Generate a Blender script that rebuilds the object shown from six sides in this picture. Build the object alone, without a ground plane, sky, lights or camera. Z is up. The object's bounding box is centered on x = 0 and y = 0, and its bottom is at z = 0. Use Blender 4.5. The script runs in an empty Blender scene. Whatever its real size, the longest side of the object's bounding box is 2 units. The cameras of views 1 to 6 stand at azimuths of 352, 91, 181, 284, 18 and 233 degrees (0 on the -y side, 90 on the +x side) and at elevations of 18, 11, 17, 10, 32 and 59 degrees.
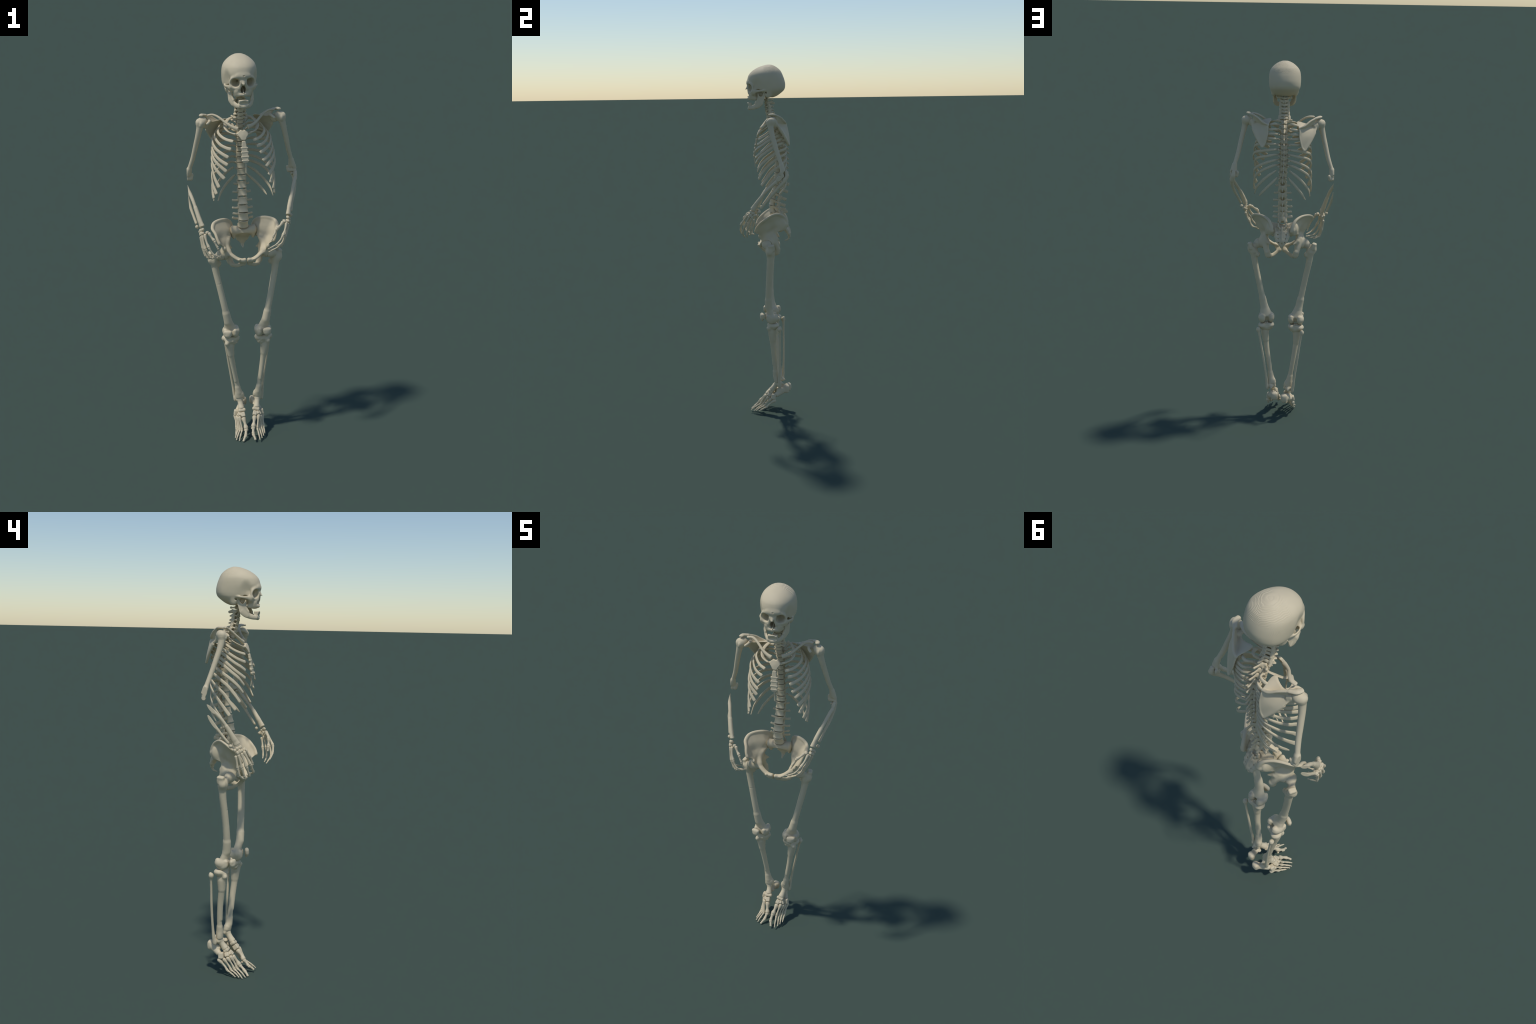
# Human skeleton, standing on tiptoe, arms hanging with the elbows cut off by two planes.
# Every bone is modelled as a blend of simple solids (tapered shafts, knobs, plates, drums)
# in an implicit field, which is then meshed.
import bpy, math
import numpy as np

np.random.seed(7)
F = np.float32
XM = -0.005            # x of the body's midline
CLIP = 0.2745          # the arms end at the planes x = +-CLIP


def V(*a):
    return np.array(a, dtype=float)


def unit(v):
    v = np.asarray(v, float)
    return v / np.linalg.norm(v)


def spline(pts, n):
    """Centripetal-ish Catmull-Rom through pts (rows may hold position and radii together)."""
    P = np.asarray(pts, float)
    if len(P) == 2:
        t = np.linspace(0, 1, n)[:, None]
        return P[0] * (1 - t) + P[1] * t
    seg = np.linalg.norm(np.diff(P[:, :3], axis=0), axis=1) ** 0.75
    s = np.r_[0, np.cumsum(np.maximum(seg, 1e-6))]
    m = np.zeros_like(P)
    for i in range(len(P)):
        if i == 0:
            m[i] = (P[1] - P[0]) / (s[1] - s[0])
        elif i == len(P) - 1:
            m[i] = (P[-1] - P[-2]) / (s[-1] - s[-2])
        else:
            a, b = s[i] - s[i - 1], s[i + 1] - s[i]
            m[i] = ((P[i] - P[i - 1]) / a * b + (P[i + 1] - P[i]) / b * a) / (a + b)
    q = np.linspace(0, s[-1], n)
    k = np.clip(np.searchsorted(s, q, side="right") - 1, 0, len(P) - 2)
    w = s[k + 1] - s[k]
    t = ((q - s[k]) / w)[:, None]
    w = w[:, None]
    return ((2 * t**3 - 3 * t**2 + 1) * P[k] + (t**3 - 2 * t**2 + t) * w * m[k]
            + (-2 * t**3 + 3 * t**2) * P[k + 1] + (t**3 - t**2) * w * m[k + 1])


def smin(a, b, k):
    if k <= 0:
        return np.minimum(a, b)
    h = np.maximum(k - np.abs(a - b), 0) / F(k)
    return np.minimum(a, b) - h * h * F(k * 0.25)


def thin_plate(ctrl):
    """Smooth height function through (u, v, height) control points."""
    C = np.asarray(ctrl, float)
    n = len(C)

    def U(r2):
        return 0.5 * r2 * np.log(r2 + 1e-12)
    d2 = ((C[:, None, :2] - C[None, :, :2]) ** 2).sum(-1)
    A = np.zeros((n + 3, n + 3))
    A[:n, :n] = U(d2) + np.eye(n) * 1e-6
    A[:n, n] = A[n, :n] = 1
    A[:n, n + 1:] = C[:, :2]
    A[n + 1:, :n] = C[:, :2].T
    w = np.linalg.solve(A, np.r_[C[:, 2], 0, 0, 0])

    def f(u, v):
        out = w[n] + w[n + 1] * u + w[n + 2] * v
        for i in range(n):
            out = out + w[i] * U((u - C[i, 0]) ** 2 + (v - C[i, 1]) ** 2)
        return out
    return f


def smooth_loop(pts, n=90):
    P = np.asarray(pts, float)
    Q = np.vstack([P[-2:], P, P[:3]])
    Q = np.c_[Q, np.zeros(len(Q))]
    S = spline(Q, n * 2)[:, :2]
    # keep one turn only
    a = np.argmin(((S[: len(S) // 2] - P[0]) ** 2).sum(1))
    b = len(S) // 2 + np.argmin(((S[len(S) // 2:] - P[0]) ** 2).sum(1))
    return S[a:b]


class Bone:
    """A solid built up from blended primitives, in metres."""

    def __init__(self, h=0.0016):
        self.h, self.ops = h, []

    def add(self, lo, hi, fn, k=0.004, mode="+"):
        self.ops.append((np.asarray(lo, float), np.asarray(hi, float), fn, k, mode))
        return self

    def ell(self, c, r, k=0.004, R=None, mode="+"):
        c = np.asarray(c, float)
        r = np.asarray([r] * 3 if np.isscalar(r) else r, float)
        M = np.eye(3) if R is None else np.asarray(R, float)   # rows = axes
        ext = np.sqrt(((M * r[:, None]) ** 2).sum(0))

        def fn(X, Y, Z):
            x, y, z = X - F(c[0]), Y - F(c[1]), Z - F(c[2])
            q0 = q1 = 0
            for i in range(3):
                p = x * F(M[i, 0]) + y * F(M[i, 1]) + z * F(M[i, 2])
                q0 = q0 + (p / F(r[i])) ** 2
                q1 = q1 + (p / F(r[i] ** 2)) ** 2
            k0 = np.sqrt(q0)
            return k0 * (k0 - 1) / np.sqrt(q1 + F(1e-6))
        return self.add(c - ext, c + ext, fn, k, mode)

    def cut_ell(self, c, r, k=0.003, R=None):
        return self.ell(c, r, k, R, "-")

    def tube(self, pts, rad, k=0.004, ref=None, seg=None, mode="+"):
        """Swept rounded shaft: rad = one radius, one per point, or (r_ref, r_side) per point."""
        P = np.asarray(pts, float)
        rd = np.asarray(rad, float)
        if rd.ndim == 0:
            rd = np.full(len(P), float(rd))
        if rd.ndim == 1:
            rd = np.c_[rd, rd]
        seg = seg or max(2, 5 * (len(P) - 1))
        S = spline(np.c_[P, rd], seg + 1)
        C, rr = S[:, :3], np.maximum(S[:, 3:], 0.0006)
        rf = unit(ref) if ref is not None else V(0.31, 0.87, 0.38)
        m = rr.max(1)[:, None]

        def fn(X, Y, Z, ax=None):
            out = np.full(np.broadcast_shapes(X.shape, Y.shape, Z.shape), F(0.05))
            x0, y0, z0 = X.ravel(), Y.ravel(), Z.ravel()
            for i in range(len(C) - 1):
                a, b = C[i], C[i + 1]
                pad = rr[i:i + 2].max() + 0.012
                lo, hi = np.minimum(a, b) - pad, np.maximum(a, b) + pad
                sl = []
                for g, l, u in ((x0, lo[0], hi[0]), (y0, lo[1], hi[1]), (z0, lo[2], hi[2])):
                    sl.append(slice(np.searchsorted(g, l), np.searchsorted(g, u)))
                if any(s.stop <= s.start for s in sl):
                    continue
                xs, ys, zs = X[sl[0]] - F(a[0]), Y[:, sl[1]] - F(a[1]), Z[:, :, sl[2]] - F(a[2])
                ab = b - a
                L = np.linalg.norm(ab)
                T = ab / L
                N = rf - T * (rf @ T)
                N = unit(N)
                B = np.cross(T, N)
                w = xs * F(T[0]) + ys * F(T[1]) + zs * F(T[2])
                t = np.clip(w / F(L), 0, 1)
                w = w - t * F(L)
                u = xs * F(N[0]) + ys * F(N[1]) + zs * F(N[2])
                v = xs * F(B[0]) + ys * F(B[1]) + zs * F(B[2])
                ru = F(rr[i, 0]) + t * F(rr[i + 1, 0] - rr[i, 0])
                rv = F(rr[i, 1]) + t * F(rr[i + 1, 1] - rr[i, 1])
                rw = np.minimum(ru, rv)
                q0 = (u / ru) ** 2 + (v / rv) ** 2 + (w / rw) ** 2
                q1 = (u / ru**2) ** 2 + (v / rv**2) ** 2 + (w / rw**2) ** 2
                k0 = np.sqrt(q0)
                d = k0 * (k0 - 1) / np.sqrt(q1 + F(1e-6))
                s = tuple(sl)
                out[s] = np.minimum(out[s], d)
            return out
        return self.add((C - m).min(0), (C + m).max(0), fn, k, mode)

    def cut_tube(self, pts, rad, k=0.003, ref=None):
        return self.tube(pts, rad, k, ref, None, "-")

    def plate(self, axes, loop, height, thick, k=0.003, rnd=0.0015, mode="+"):
        """Sheet over the coordinate axes (u, v), rising along n: n = height(u, v)."""
        u_, v_, n_ = axes
        L = smooth_loop(loop)
        g = 0.0015
        lo2, hi2 = L.min(0) - 0.02, L.max(0) + 0.02
        gu, gv = np.arange(lo2[0], hi2[0], g), np.arange(lo2[1], hi2[1], g)
        U, W = np.meshgrid(gu, gv, indexing="ij")
        d2 = np.full(U.shape, 1e9)
        inside = np.zeros(U.shape, bool)
        for a, b in zip(L, np.roll(L, -1, 0)):
            e = b - a
            t = np.clip(((U - a[0]) * e[0] + (W - a[1]) * e[1]) / (e @ e + 1e-15), 0, 1)
            d2 = np.minimum(d2, (U - a[0] - t * e[0]) ** 2 + (W - a[1] - t * e[1]) ** 2)
            c = (a[1] > W) != (b[1] > W)
            with np.errstate(divide="ignore", invalid="ignore"):
                inside ^= c & (U < (b[0] - a[0]) * (W - a[1]) / (b[1] - a[1] + 1e-15) + a[0])
        sd = np.where(inside, -np.sqrt(d2), np.sqrt(d2))
        H = height(U, W)
        hu, hv = np.gradient(H, g)
        slope = np.sqrt(1 + hu**2 + hv**2)
        TH = thick(U, W) if callable(thick) else np.full(U.shape, thick)
        near = sd < 0.01
        lo, hi = np.zeros(3), np.zeros(3)
        lo[u_], hi[u_] = L[:, 0].min(), L[:, 0].max()
        lo[v_], hi[v_] = L[:, 1].min(), L[:, 1].max()
        lo[n_], hi[n_] = H[near].min() - 0.012, H[near].max() + 0.012

        def look(A, u, v):
            fu = np.clip((u - lo2[0]) / g, 0, len(gu) - 1.001)
            fv = np.clip((v - lo2[1]) / g, 0, len(gv) - 1.001)
            iu, iv = fu.astype(int), fv.astype(int)
            a, b = fu - iu, fv - iv
            return ((A[iu, iv] * (1 - a) + A[iu + 1, iv] * a) * (1 - b)
                    + (A[iu, iv + 1] * (1 - a) + A[iu + 1, iv + 1] * a) * b).astype(F)

        def fn(X, Y, Z):
            G = [X, Y, Z]
            u, v, n = G[u_], G[v_], G[n_]
            u, v = np.broadcast_arrays(u, v)
            s, hh, sl, th = look(sd, u, v), look(H, u, v), look(slope, u, v), look(TH, u, v)
            w = np.abs(n - hh) / sl - th + F(rnd)
            s = s + F(rnd)
            s, w = np.broadcast_arrays(s, w)
            return (np.sqrt(np.maximum(s, 0) ** 2 + np.maximum(w, 0) ** 2)
                    + np.minimum(np.maximum(s, w), 0) - F(rnd))
        return self.add(lo, hi, fn, k, mode)

    def drum(self, c, a, b, h, waist=0.1, k=0.003, tilt=0.0):
        """Vertebral body: short column with a waist, flattened behind."""
        c = np.asarray(c, float)

        def fn(X, Y, Z):
            x, y, z = X - F(c[0]), Y - F(c[1]), Z - F(c[2])
            f = F(1 - waist) + F(waist) * (z / F(h)) ** 2
            by = np.where(y > 0, F(b * 0.86), F(b)) * np.ones_like(x)
            r = np.sqrt((x / (F(a) * f)) ** 2 + (y / (by * f)) ** 2)
            d1 = (r - 1) * F(min(a, b))
            q = 1 - np.clip(r, 0, 1) ** 2
            d2 = np.abs(z) - F(h) + q * F(0.0012)
            e = F(0.002)
            d1, d2 = np.broadcast_arrays(d1 + e, d2 + e)
            return np.sqrt(np.maximum(d1, 0) ** 2 + np.maximum(d2, 0) ** 2) + np.minimum(np.maximum(d1, d2), 0) - e
        e = V(a, b, h) * 1.02
        return self.add(c - e, c + e, fn, k)

    def slab(self, c, half, k=0.002, R=None, rnd=0.002, mode="+"):
        """Rounded block."""
        c, half = np.asarray(c, float), np.asarray(half, float)
        M = np.eye(3) if R is None else np.asarray(R, float)
        ext = np.abs(M.T) @ half

        def fn(X, Y, Z):
            x, y, z = X - F(c[0]), Y - F(c[1]), Z - F(c[2])
            q2, mx = 0, None
            for i in range(3):
                p = np.abs(x * F(M[i, 0]) + y * F(M[i, 1]) + z * F(M[i, 2])) - F(half[i] - rnd)
                q2 = q2 + np.maximum(p, 0) ** 2
                mx = p if mx is None else np.maximum(mx, p)
            return np.sqrt(q2) + np.minimum(mx, 0) - F(rnd)
        return self.add(c - ext, c + ext, fn, k, mode)

    def cut_slab(self, c, half, k=0.002, R=None, rnd=0.002):
        return self.slab(c, half, k, R, rnd, "-")

    def half_space(self, p, n, k=0.0):
        """Cut away everything on the side of p that n points to."""
        p, n = np.asarray(p, float), unit(n)

        def fn(X, Y, Z):
            return (X - F(p[0])) * F(n[0]) + (Y - F(p[1])) * F(n[1]) + (Z - F(p[2])) * F(n[2])
        self.ops.append((None, None, fn, k, "&"))
        return self

    def shape(self, lo, hi, fn, k=0.004, mode="+"):
        """Free-form implicit solid; scaled to a distance by its own gradient."""
        h = self.h

        def g(X, Y, Z):
            D = fn(*np.broadcast_arrays(X, Y, Z)).astype(F)
            gx, gy, gz = np.gradient(D, h)
            return D / np.maximum(np.sqrt(gx * gx + gy * gy + gz * gz), F(0.15))
        return self.add(lo, hi, g, k, mode)

    def mesh(self):
        h = self.h
        los = np.array([o[0] for o in self.ops if o[4] == "+"])
        his = np.array([o[1] for o in self.ops if o[4] == "+"])
        lo, hi = los.min(0) - 3.5 * h, his.max(0) + 3.5 * h
        n = np.ceil((hi - lo) / h).astype(int) + 1
        ax = [(lo[i] + h * np.arange(n[i])).astype(F) for i in range(3)]
        D = np.full(tuple(n), F(0.05))
        for l, u, fn, k, mode in self.ops:
            if l is None:
                s = (slice(None),) * 3
            else:
                p = k + 4 * h
                s = tuple(slice(max(0, int((l[i] - p - lo[i]) / h)), min(n[i], int((u[i] + p - lo[i]) / h) + 2)) for i in range(3))
                if any(q.stop <= q.start for q in s):
                    continue
            X, Y, Z = ax[0][s[0]][:, None, None], ax[1][s[1]][None, :, None], ax[2][s[2]][None, None, :]
            d = fn(X, Y, Z).astype(F)
            if mode == "+":
                D[s] = smin(D[s], d, k)
            elif mode == "-":
                D[s] = -smin(-D[s], d, k)
            else:
                D[s] = -smin(-D[s], -d, k)
        return surface_net(D, lo, h)


def surface_net(D, lo, h):
    D[[0, -1]] = D[:, [0, -1]] = D[:, :, [0, -1]] = F(0.05)
    S = D < 0
    c = S[:-1, :-1, :-1].astype(np.int8)
    cnt = np.zeros_like(c)
    for i in (0, 1):
        for j in (0, 1):
            for k in (0, 1):
                cnt += S[i:S.shape[0] - 1 + i, j:S.shape[1] - 1 + j, k:S.shape[2] - 1 + k]
    mask = (cnt > 0) & (cnt < 8)
    I = np.argwhere(mask)
    vid = np.full(mask.shape, -1, np.int32)
    vid[mask] = np.arange(len(I))
    pos = np.zeros((len(I), 3))
    num = np.zeros(len(I))
    corner = np.array([(i, j, k) for i in (0, 1) for j in (0, 1) for k in (0, 1)])
    val = [D[tuple((I + q).T)] for q in corner]
    for a in range(8):
        for b in range(a + 1, 8):
            e = corner[b] - corner[a]
            if np.abs(e).sum() != 1:
                continue
            x = (val[a] < 0) != (val[b] < 0)
            t = val[a][x] / (val[a][x] - val[b][x])
            pos[x] += corner[a] + t[:, None] * e
            num[x] += 1
    verts = lo + h * (I + pos / num[:, None])
    quads = []
    for axis in range(3):
        o1, o2 = [(1, 2), (2, 0), (0, 1)][axis]
        sa = [slice(None)] * 3
        sb = [slice(None)] * 3
        sa[axis], sb[axis] = slice(0, -1), slice(1, None)
        x = S[tuple(sa)] != S[tuple(sb)]
        E = np.argwhere(x)
        E = E[(E[:, o1] > 0) & (E[:, o2] > 0) & (E[:, o1] < D.shape[o1] - 1) & (E[:, o2] < D.shape[o2] - 1)]
        inside = S[tuple(E.T)]
        d1 = np.zeros(3, int)
        d2 = np.zeros(3, int)
        d1[o1], d2[o2] = 1, 1
        q = np.stack([vid[tuple((E - d1 - d2).T)], vid[tuple((E - d2).T)], vid[tuple(E.T)], vid[tuple((E - d1).T)]], 1)
        q[~inside] = q[~inside][:, ::-1]
        quads.append(q)
    return verts, np.vstack(quads)


# ------------------------------------------------------------------ scene helpers
ROOT = bpy.data.objects.new("human_skeleton", None)
ROOT["label"] = "pale ivory human skeleton standing on tiptoe with hands hanging"
ROOT["category"] = "human skeleton"
bpy.context.scene.collection.objects.link(ROOT)


def bone_material(name, tone=1.0):
    m = bpy.data.materials.new(name)
    m.use_nodes = True
    nt = m.node_tree
    bs = nt.nodes["Principled BSDF"]
    tc = nt.nodes.new("ShaderNodeTexCoord")
    n1 = nt.nodes.new("ShaderNodeTexNoise")
    n1.inputs["Scale"].default_value = 14
    n1.inputs["Detail"].default_value = 5
    ramp = nt.nodes.new("ShaderNodeValToRGB")
    ramp.color_ramp.elements[0].position = 0.3
    ramp.color_ramp.elements[1].position = 0.7
    c = np.array([0.69, 0.592, 0.41]) * tone
    ramp.color_ramp.elements[0].color = (*(c * 0.965), 1)
    ramp.color_ramp.elements[1].color = (*(c * 1.02), 1)
    n2 = nt.nodes.new("ShaderNodeTexNoise")
    n2.inputs["Scale"].default_value = 260
    n2.inputs["Detail"].default_value = 3
    bump = nt.nodes.new("ShaderNodeBump")
    bump.inputs["Strength"].default_value = 0.08
    bump.inputs["Distance"].default_value = 0.001
    nt.links.new(tc.outputs["Object"], n1.inputs["Vector"])
    nt.links.new(tc.outputs["Object"], n2.inputs["Vector"])
    nt.links.new(n1.outputs["Fac"], ramp.inputs["Fac"])
    nt.links.new(ramp.outputs["Color"], bs.inputs["Base Color"])
    nt.links.new(n2.outputs["Fac"], bump.inputs["Height"])
    nt.links.new(bump.outputs["Normal"], bs.inputs["Normal"])
    bs.inputs["Roughness"].default_value = 0.6
    bs.inputs["Specular IOR Level"].default_value = 0.25
    return m


BONE = bone_material("bone")


def place(name, verts, quads, parent=None):
    verts = np.asarray(verts)
    o = verts.mean(0)
    me = bpy.data.meshes.new(name)
    me.vertices.add(len(verts))
    me.vertices.foreach_set("co", (verts - o).astype(F).ravel())
    q = np.asarray(quads, np.int32)
    me.loops.add(q.size)
    me.loops.foreach_set("vertex_index", q.ravel())
    me.polygons.add(len(q))
    me.polygons.foreach_set("loop_start", np.arange(0, q.size, 4, dtype=np.int32))
    me.update(calc_edges=True)
    me.polygons.foreach_set("use_smooth", np.ones(len(q), bool))
    me.materials.append(BONE)
    ob = bpy.data.objects.new(name, me)
    bpy.context.scene.collection.objects.link(ob)
    par = parent or ROOT
    ob.parent = par
    base = V(0, 0, 0) if par is ROOT else np.array(par["world"])
    ob["world"] = [float(x) for x in o]
    ob.location = o - base
    return ob


def build(name, bone, parent=None, move=None):
    v, q = bone.mesh()
    if move is not None:
        v = move(v)
        # a mirroring move turns the faces inside out
        if getattr(move, "flip", False):
            q = q[:, ::-1]
    return place(name, v, q, parent)


def mirror(side, dx=0.0, dy=0.0, dz=0.0):
    """Half-body coordinates (x = distance from the midline) to the world."""
    def f(v):
        w = v.copy()
        w[:, 0] = XM + side * (v[:, 0] + dx)
        w[:, 1] += dy
        w[:, 2] += dz
        return w
    f.flip = side < 0
    return f


def frame(origin, x, y, z):
    M = np.stack([x, y, z], 1)

    def f(v):
        return v @ M.T + origin
    f.flip = np.linalg.det(M) < 0
    return f


# ------------------------------------------------------------------ skull
def cranium():
    b = Bone(0.0016)
    # horizontal sections: height, forehead y, occiput y, half width
    sec = np.array([
        (1.824, -0.010, 0.050, 0.030), (1.830, -0.030, 0.068, 0.048), (1.838, -0.045, 0.080, 0.062),
        (1.850, -0.058, 0.096, 0.072), (1.862, -0.066, 0.110, 0.078), (1.876, -0.074, 0.116, 0.0805),
        (1.890, -0.081, 0.117, 0.0815), (1.902, -0.089, 0.1165, 0.082), (1.915, -0.0925, 0.1135, 0.082),
        (1.930, -0.090, 0.109, 0.081), (1.945, -0.085, 0.103, 0.0785), (1.957, -0.076, 0.0975, 0.0735),
        (1.968, -0.064, 0.0915, 0.0655), (1.979, -0.047, 0.080, 0.054), (1.988, -0.028, 0.068, 0.042),
        (1.995, -0.008, 0.056, 0.029), (1.999, 0.008, 0.045, 0.018), (2.0012, 0.024, 0.034, 0.006)])
    zz = np.linspace(sec[0, 0], sec[-1, 0], 500)
    ker = np.hanning(61)
    ker /= ker.sum()

    def sm(q):
        e = np.pad(q, 30, mode="reflect", reflect_type="odd")
        w = np.clip((sec[-1, 0] - zz) / 0.03, 0, 1)     # leave the crown as it is
        return w * np.convolve(e, ker, "valid") + (1 - w) * q
    yf, yb, aa = (sm(np.interp(zz, sec[:, 0], sec[:, i])) for i in (1, 2, 3))

    def vault(X, Y, Z):
        f, bk, a = (np.interp(Z, zz, q) for q in (yf, yb, aa))
        yc, bl = (f + bk) / 2, np.maximum((bk - f) / 2, 0.004)
        a = np.maximum(a, 0.004)
        # widest behind the middle: parietal bulge
        w = a * (1 + 0.10 * np.clip((Y - yc) / bl, -1, 0.6))
        r = (np.abs(X / w) ** 2.25 + np.abs((Y - yc) / bl) ** 2.25) ** (1 / 2.25)
        d = (r - 1) * np.minimum(a, bl)
        return np.maximum(d, np.maximum(Z - 2.0012, 1.824 - Z))
    b.shape((-0.09, -0.10, 1.824), (0.09, 0.122, 2.001), vault, 0.004)
    for s in (-1, 1):
        # temporal hollow behind the orbit
        b.cut_ell((s * 0.0915, -0.050, 1.884), (0.030, 0.026, 0.048), 0.020)
        # brow and outer orbital pillar
        b.tube([(s * 0.004, -0.086, 1.903), (s * 0.025, -0.0825, 1.9025), (s * 0.042, -0.0755, 1.8995),
                (s * 0.0545, -0.067, 1.889), (s * 0.058, -0.0635, 1.876), (s * 0.0555, -0.063, 1.862)],
               [0.0065, 0.006, 0.0055, 0.0048, 0.005, 0.0065], 0.012)
        # maxilla and cheek: the mass under the orbit
        b.ell((s * 0.024, -0.0600, 1.838), (0.0205, 0.0235, 0.026), 0.008)
        b.ell((s * 0.0185, -0.070, 1.852), (0.013, 0.014, 0.020), 0.008)
        b.ell((s * 0.043, -0.0590, 1.848), (0.0175, 0.0125, 0.0135), 0.008)
        b.ell((s * 0.0555, -0.0580, 1.856), (0.0095, 0.0110, 0.0125), 0.008)
        # arch
        b.tube([(s * 0.056, -0.056, 1.855), (s * 0.067, -0.044, 1.857), (s * 0.0740, -0.030, 1.8585),
                (s * 0.0755, -0.015, 1.8595), (s * 0.073, 0.000, 1.862), (s * 0.068, 0.014, 1.864)],
               [(0.005, 0.0095), (0.0034, 0.0072), (0.0028, 0.0052), (0.003, 0.0045), (0.004, 0.005), (0.005, 0.004)], 0.005, ref=(1, 0, 0))
        # lower orbital rim
        b.tube([(s * 0.053, -0.0655, 1.857), (s * 0.040, -0.0715, 1.8525), (s * 0.026, -0.0765, 1.854), (s * 0.0165, -0.081, 1.864),
                (s * 0.012, -0.084, 1.882)], [0.005, 0.0048, 0.0048, 0.005, 0.006], 0.008)
        # alveolar arch
        b.tube([(0, -0.0845, 1.8225), (s * 0.014, -0.0815, 1.8215), (s * 0.028, -0.069, 1.8195), (s * 0.0355, -0.050, 1.8185),
                (s * 0.036, -0.036, 1.821)], [(0.008, 0.006), (0.008, 0.006), (0.009, 0.0065), (0.009, 0.007), (0.006, 0.006)], 0.008, ref=(0, 0, 1))
        # pterygoid plates
        b.tube([(s * 0.024, -0.026, 1.846), (s * 0.023, -0.028, 1.822)], [(0.003, 0.008), (0.002, 0.006)], 0.006, ref=(1, 0, 0))
        # mastoid, petrous base and condyle
        b.ell((s * 0.0585, 0.021, 1.840), (0.0115, 0.016, 0.019), 0.014)
        b.ell((s * 0.030, 0.012, 1.834), (0.022, 0.016, 0.010), 0.008)
        b.ell((s * 0.015, 0.014, 1.825), (0.007, 0.011, 0.005), 0.004)
        # ear canal and jaw socket
        b.cut_ell((s * 0.070, 0.0085, 1.849), (0.010, 0.0045, 0.005), 0.003)
        b.cut_ell((s * 0.056, 0.000, 1.850), (0.011, 0.008, 0.009), 0.003)
        # lateral sphenoid wall, keeps the orbit closed behind
        b.ell((s * 0.042, -0.038, 1.872), (0.013, 0.024, 0.022), 0.008)
    # nasal root and bones
    b.tube([(0, -0.082, 1.902), (0, -0.0855, 1.890), (0, -0.0905, 1.880), (0, -0.1005, 1.8695)],
           [(0.013, 0.008), (0.0085, 0.0075), (0.0080, 0.0065), (0.0058, 0.0028)], 0.010, ref=(1, 0, 0))
    for s in (-1, 1):
        b.tube([(s * 0.010, -0.083, 1.892), (s * 0.0105, -0.0855, 1.878), (s * 0.0125, -0.0855, 1.864), (s * 0.0165, -0.083, 1.850)], [0.0055, 0.0060, 0.0062, 0.0065], 0.008)
    b.ell((0, -0.055, 1.850), (0.022, 0.030, 0.034), 0.006)
    b.ell((0, -0.060, 1.882), (0.012, 0.030, 0.022), 0.006)
    # skull base between face and neck
    b.tube([(0, -0.030, 1.848), (0, -0.005, 1.838), (0, 0.015, 1.832)], [(0.018, 0.014), (0.014, 0.010), (0.012, 0.008)], 0.008, ref=(1, 0, 0))
    # foramen and nuchal slope
    b.cut_ell((0, 0.030, 1.822), (0.012, 0.016, 0.010), 0.003)
    # palate vault
    b.cut_ell((0, -0.050, 1.814), (0.024, 0.030, 0.014), 0.003)
    b.cut_slab((0, -0.020, 1.824), (0.019, 0.012, 0.014), 0.003)
    for s in (-1, 1):
        # orbit: a cone running back and inward
        b.cut_ell((s * 0.0355, -0.078, 1.8765), (0.0200, 0.017, 0.0200), 0.004)
        b.cut_tube([(s * 0.035, -0.084, 1.8765), (s * 0.031, -0.060, 1.877), (s * 0.022, -0.038, 1.879)],
                   [0.0185, 0.0155, 0.005], 0.003)
        b.cut_tube([(s * 0.024, -0.045, 1.879), (s * 0.017, -0.026, 1.880)], [0.004, 0.0035], 0.002)
        # infra-temporal space under the arch
        b.cut_ell((s * 0.052, -0.026, 1.848), (0.013, 0.022, 0.022), 0.006)
        b.cut_ell((s * 0.045, -0.036, 1.834), (0.008, 0.012, 0.014), 0.005)
    # nasal opening
    b.cut_tube([(0, -0.100, 1.8615), (0, -0.094, 1.853), (0, -0.092, 1.842), (0, -0.092, 1.8365)],
               [(0.0060, 0.012), (0.0098, 0.013), (0.0138, 0.015), (0.0120, 0.015)], 0.002, ref=(1, 0, 0))
    b.cut_ell((0, -0.072, 1.845), (0.0128, 0.034, 0.0165), 0.003)
    b.tube([(0.001, -0.082, 1.831), (0.001, -0.066, 1.846), (0.0, -0.055, 1.862)], [(0.0012, 0.006), (0.0012, 0.008), (0.0012, 0.01)], 0.002, ref=(1, 0, 0))
    # anterior nasal spine
    b.tube([(0, -0.084, 1.829), (0, -0.0925, 1.8295)], [0.004, 0.0015], 0.003)
    # glabella dimple, frontal step line
    b.ell((0, -0.084, 1.907), (0.030, 0.0085, 0.012), 0.012)
    b.cut_ell((0.003, -0.0950, 1.907), (0.0045, 0.003, 0.0022), 0.002)
    v, q = b.mesh()
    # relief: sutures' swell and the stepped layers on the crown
    z = v[:, 2]
    n = np.c_[v[:, 0] / 0.082**2, (v[:, 1] - 0.012) / 0.105**2, np.maximum(z - 1.90, 0) / 0.10**2]
    n /= np.linalg.norm(n, axis=1)[:, None] + 1e-9
    x, y = v[:, 0], v[:, 1]
    warp = (0.0030 * np.sin(x * 43 + 1.0) + 0.0026 * np.sin(y * 37 + 1.7 * np.sin(x * 31)) + 0.0016 * np.sin(x * 88 + y * 51 + 2 * np.sin(y * 60))
            + 0.0007 * np.sin(x * 190 - y * 230 + 3 * np.sin(x * 70)))
    warp = warp * np.clip((2.0 - z) / 0.012, 0.1, 1)
    step = ((z + warp) / 0.0046) % 1.0
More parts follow.
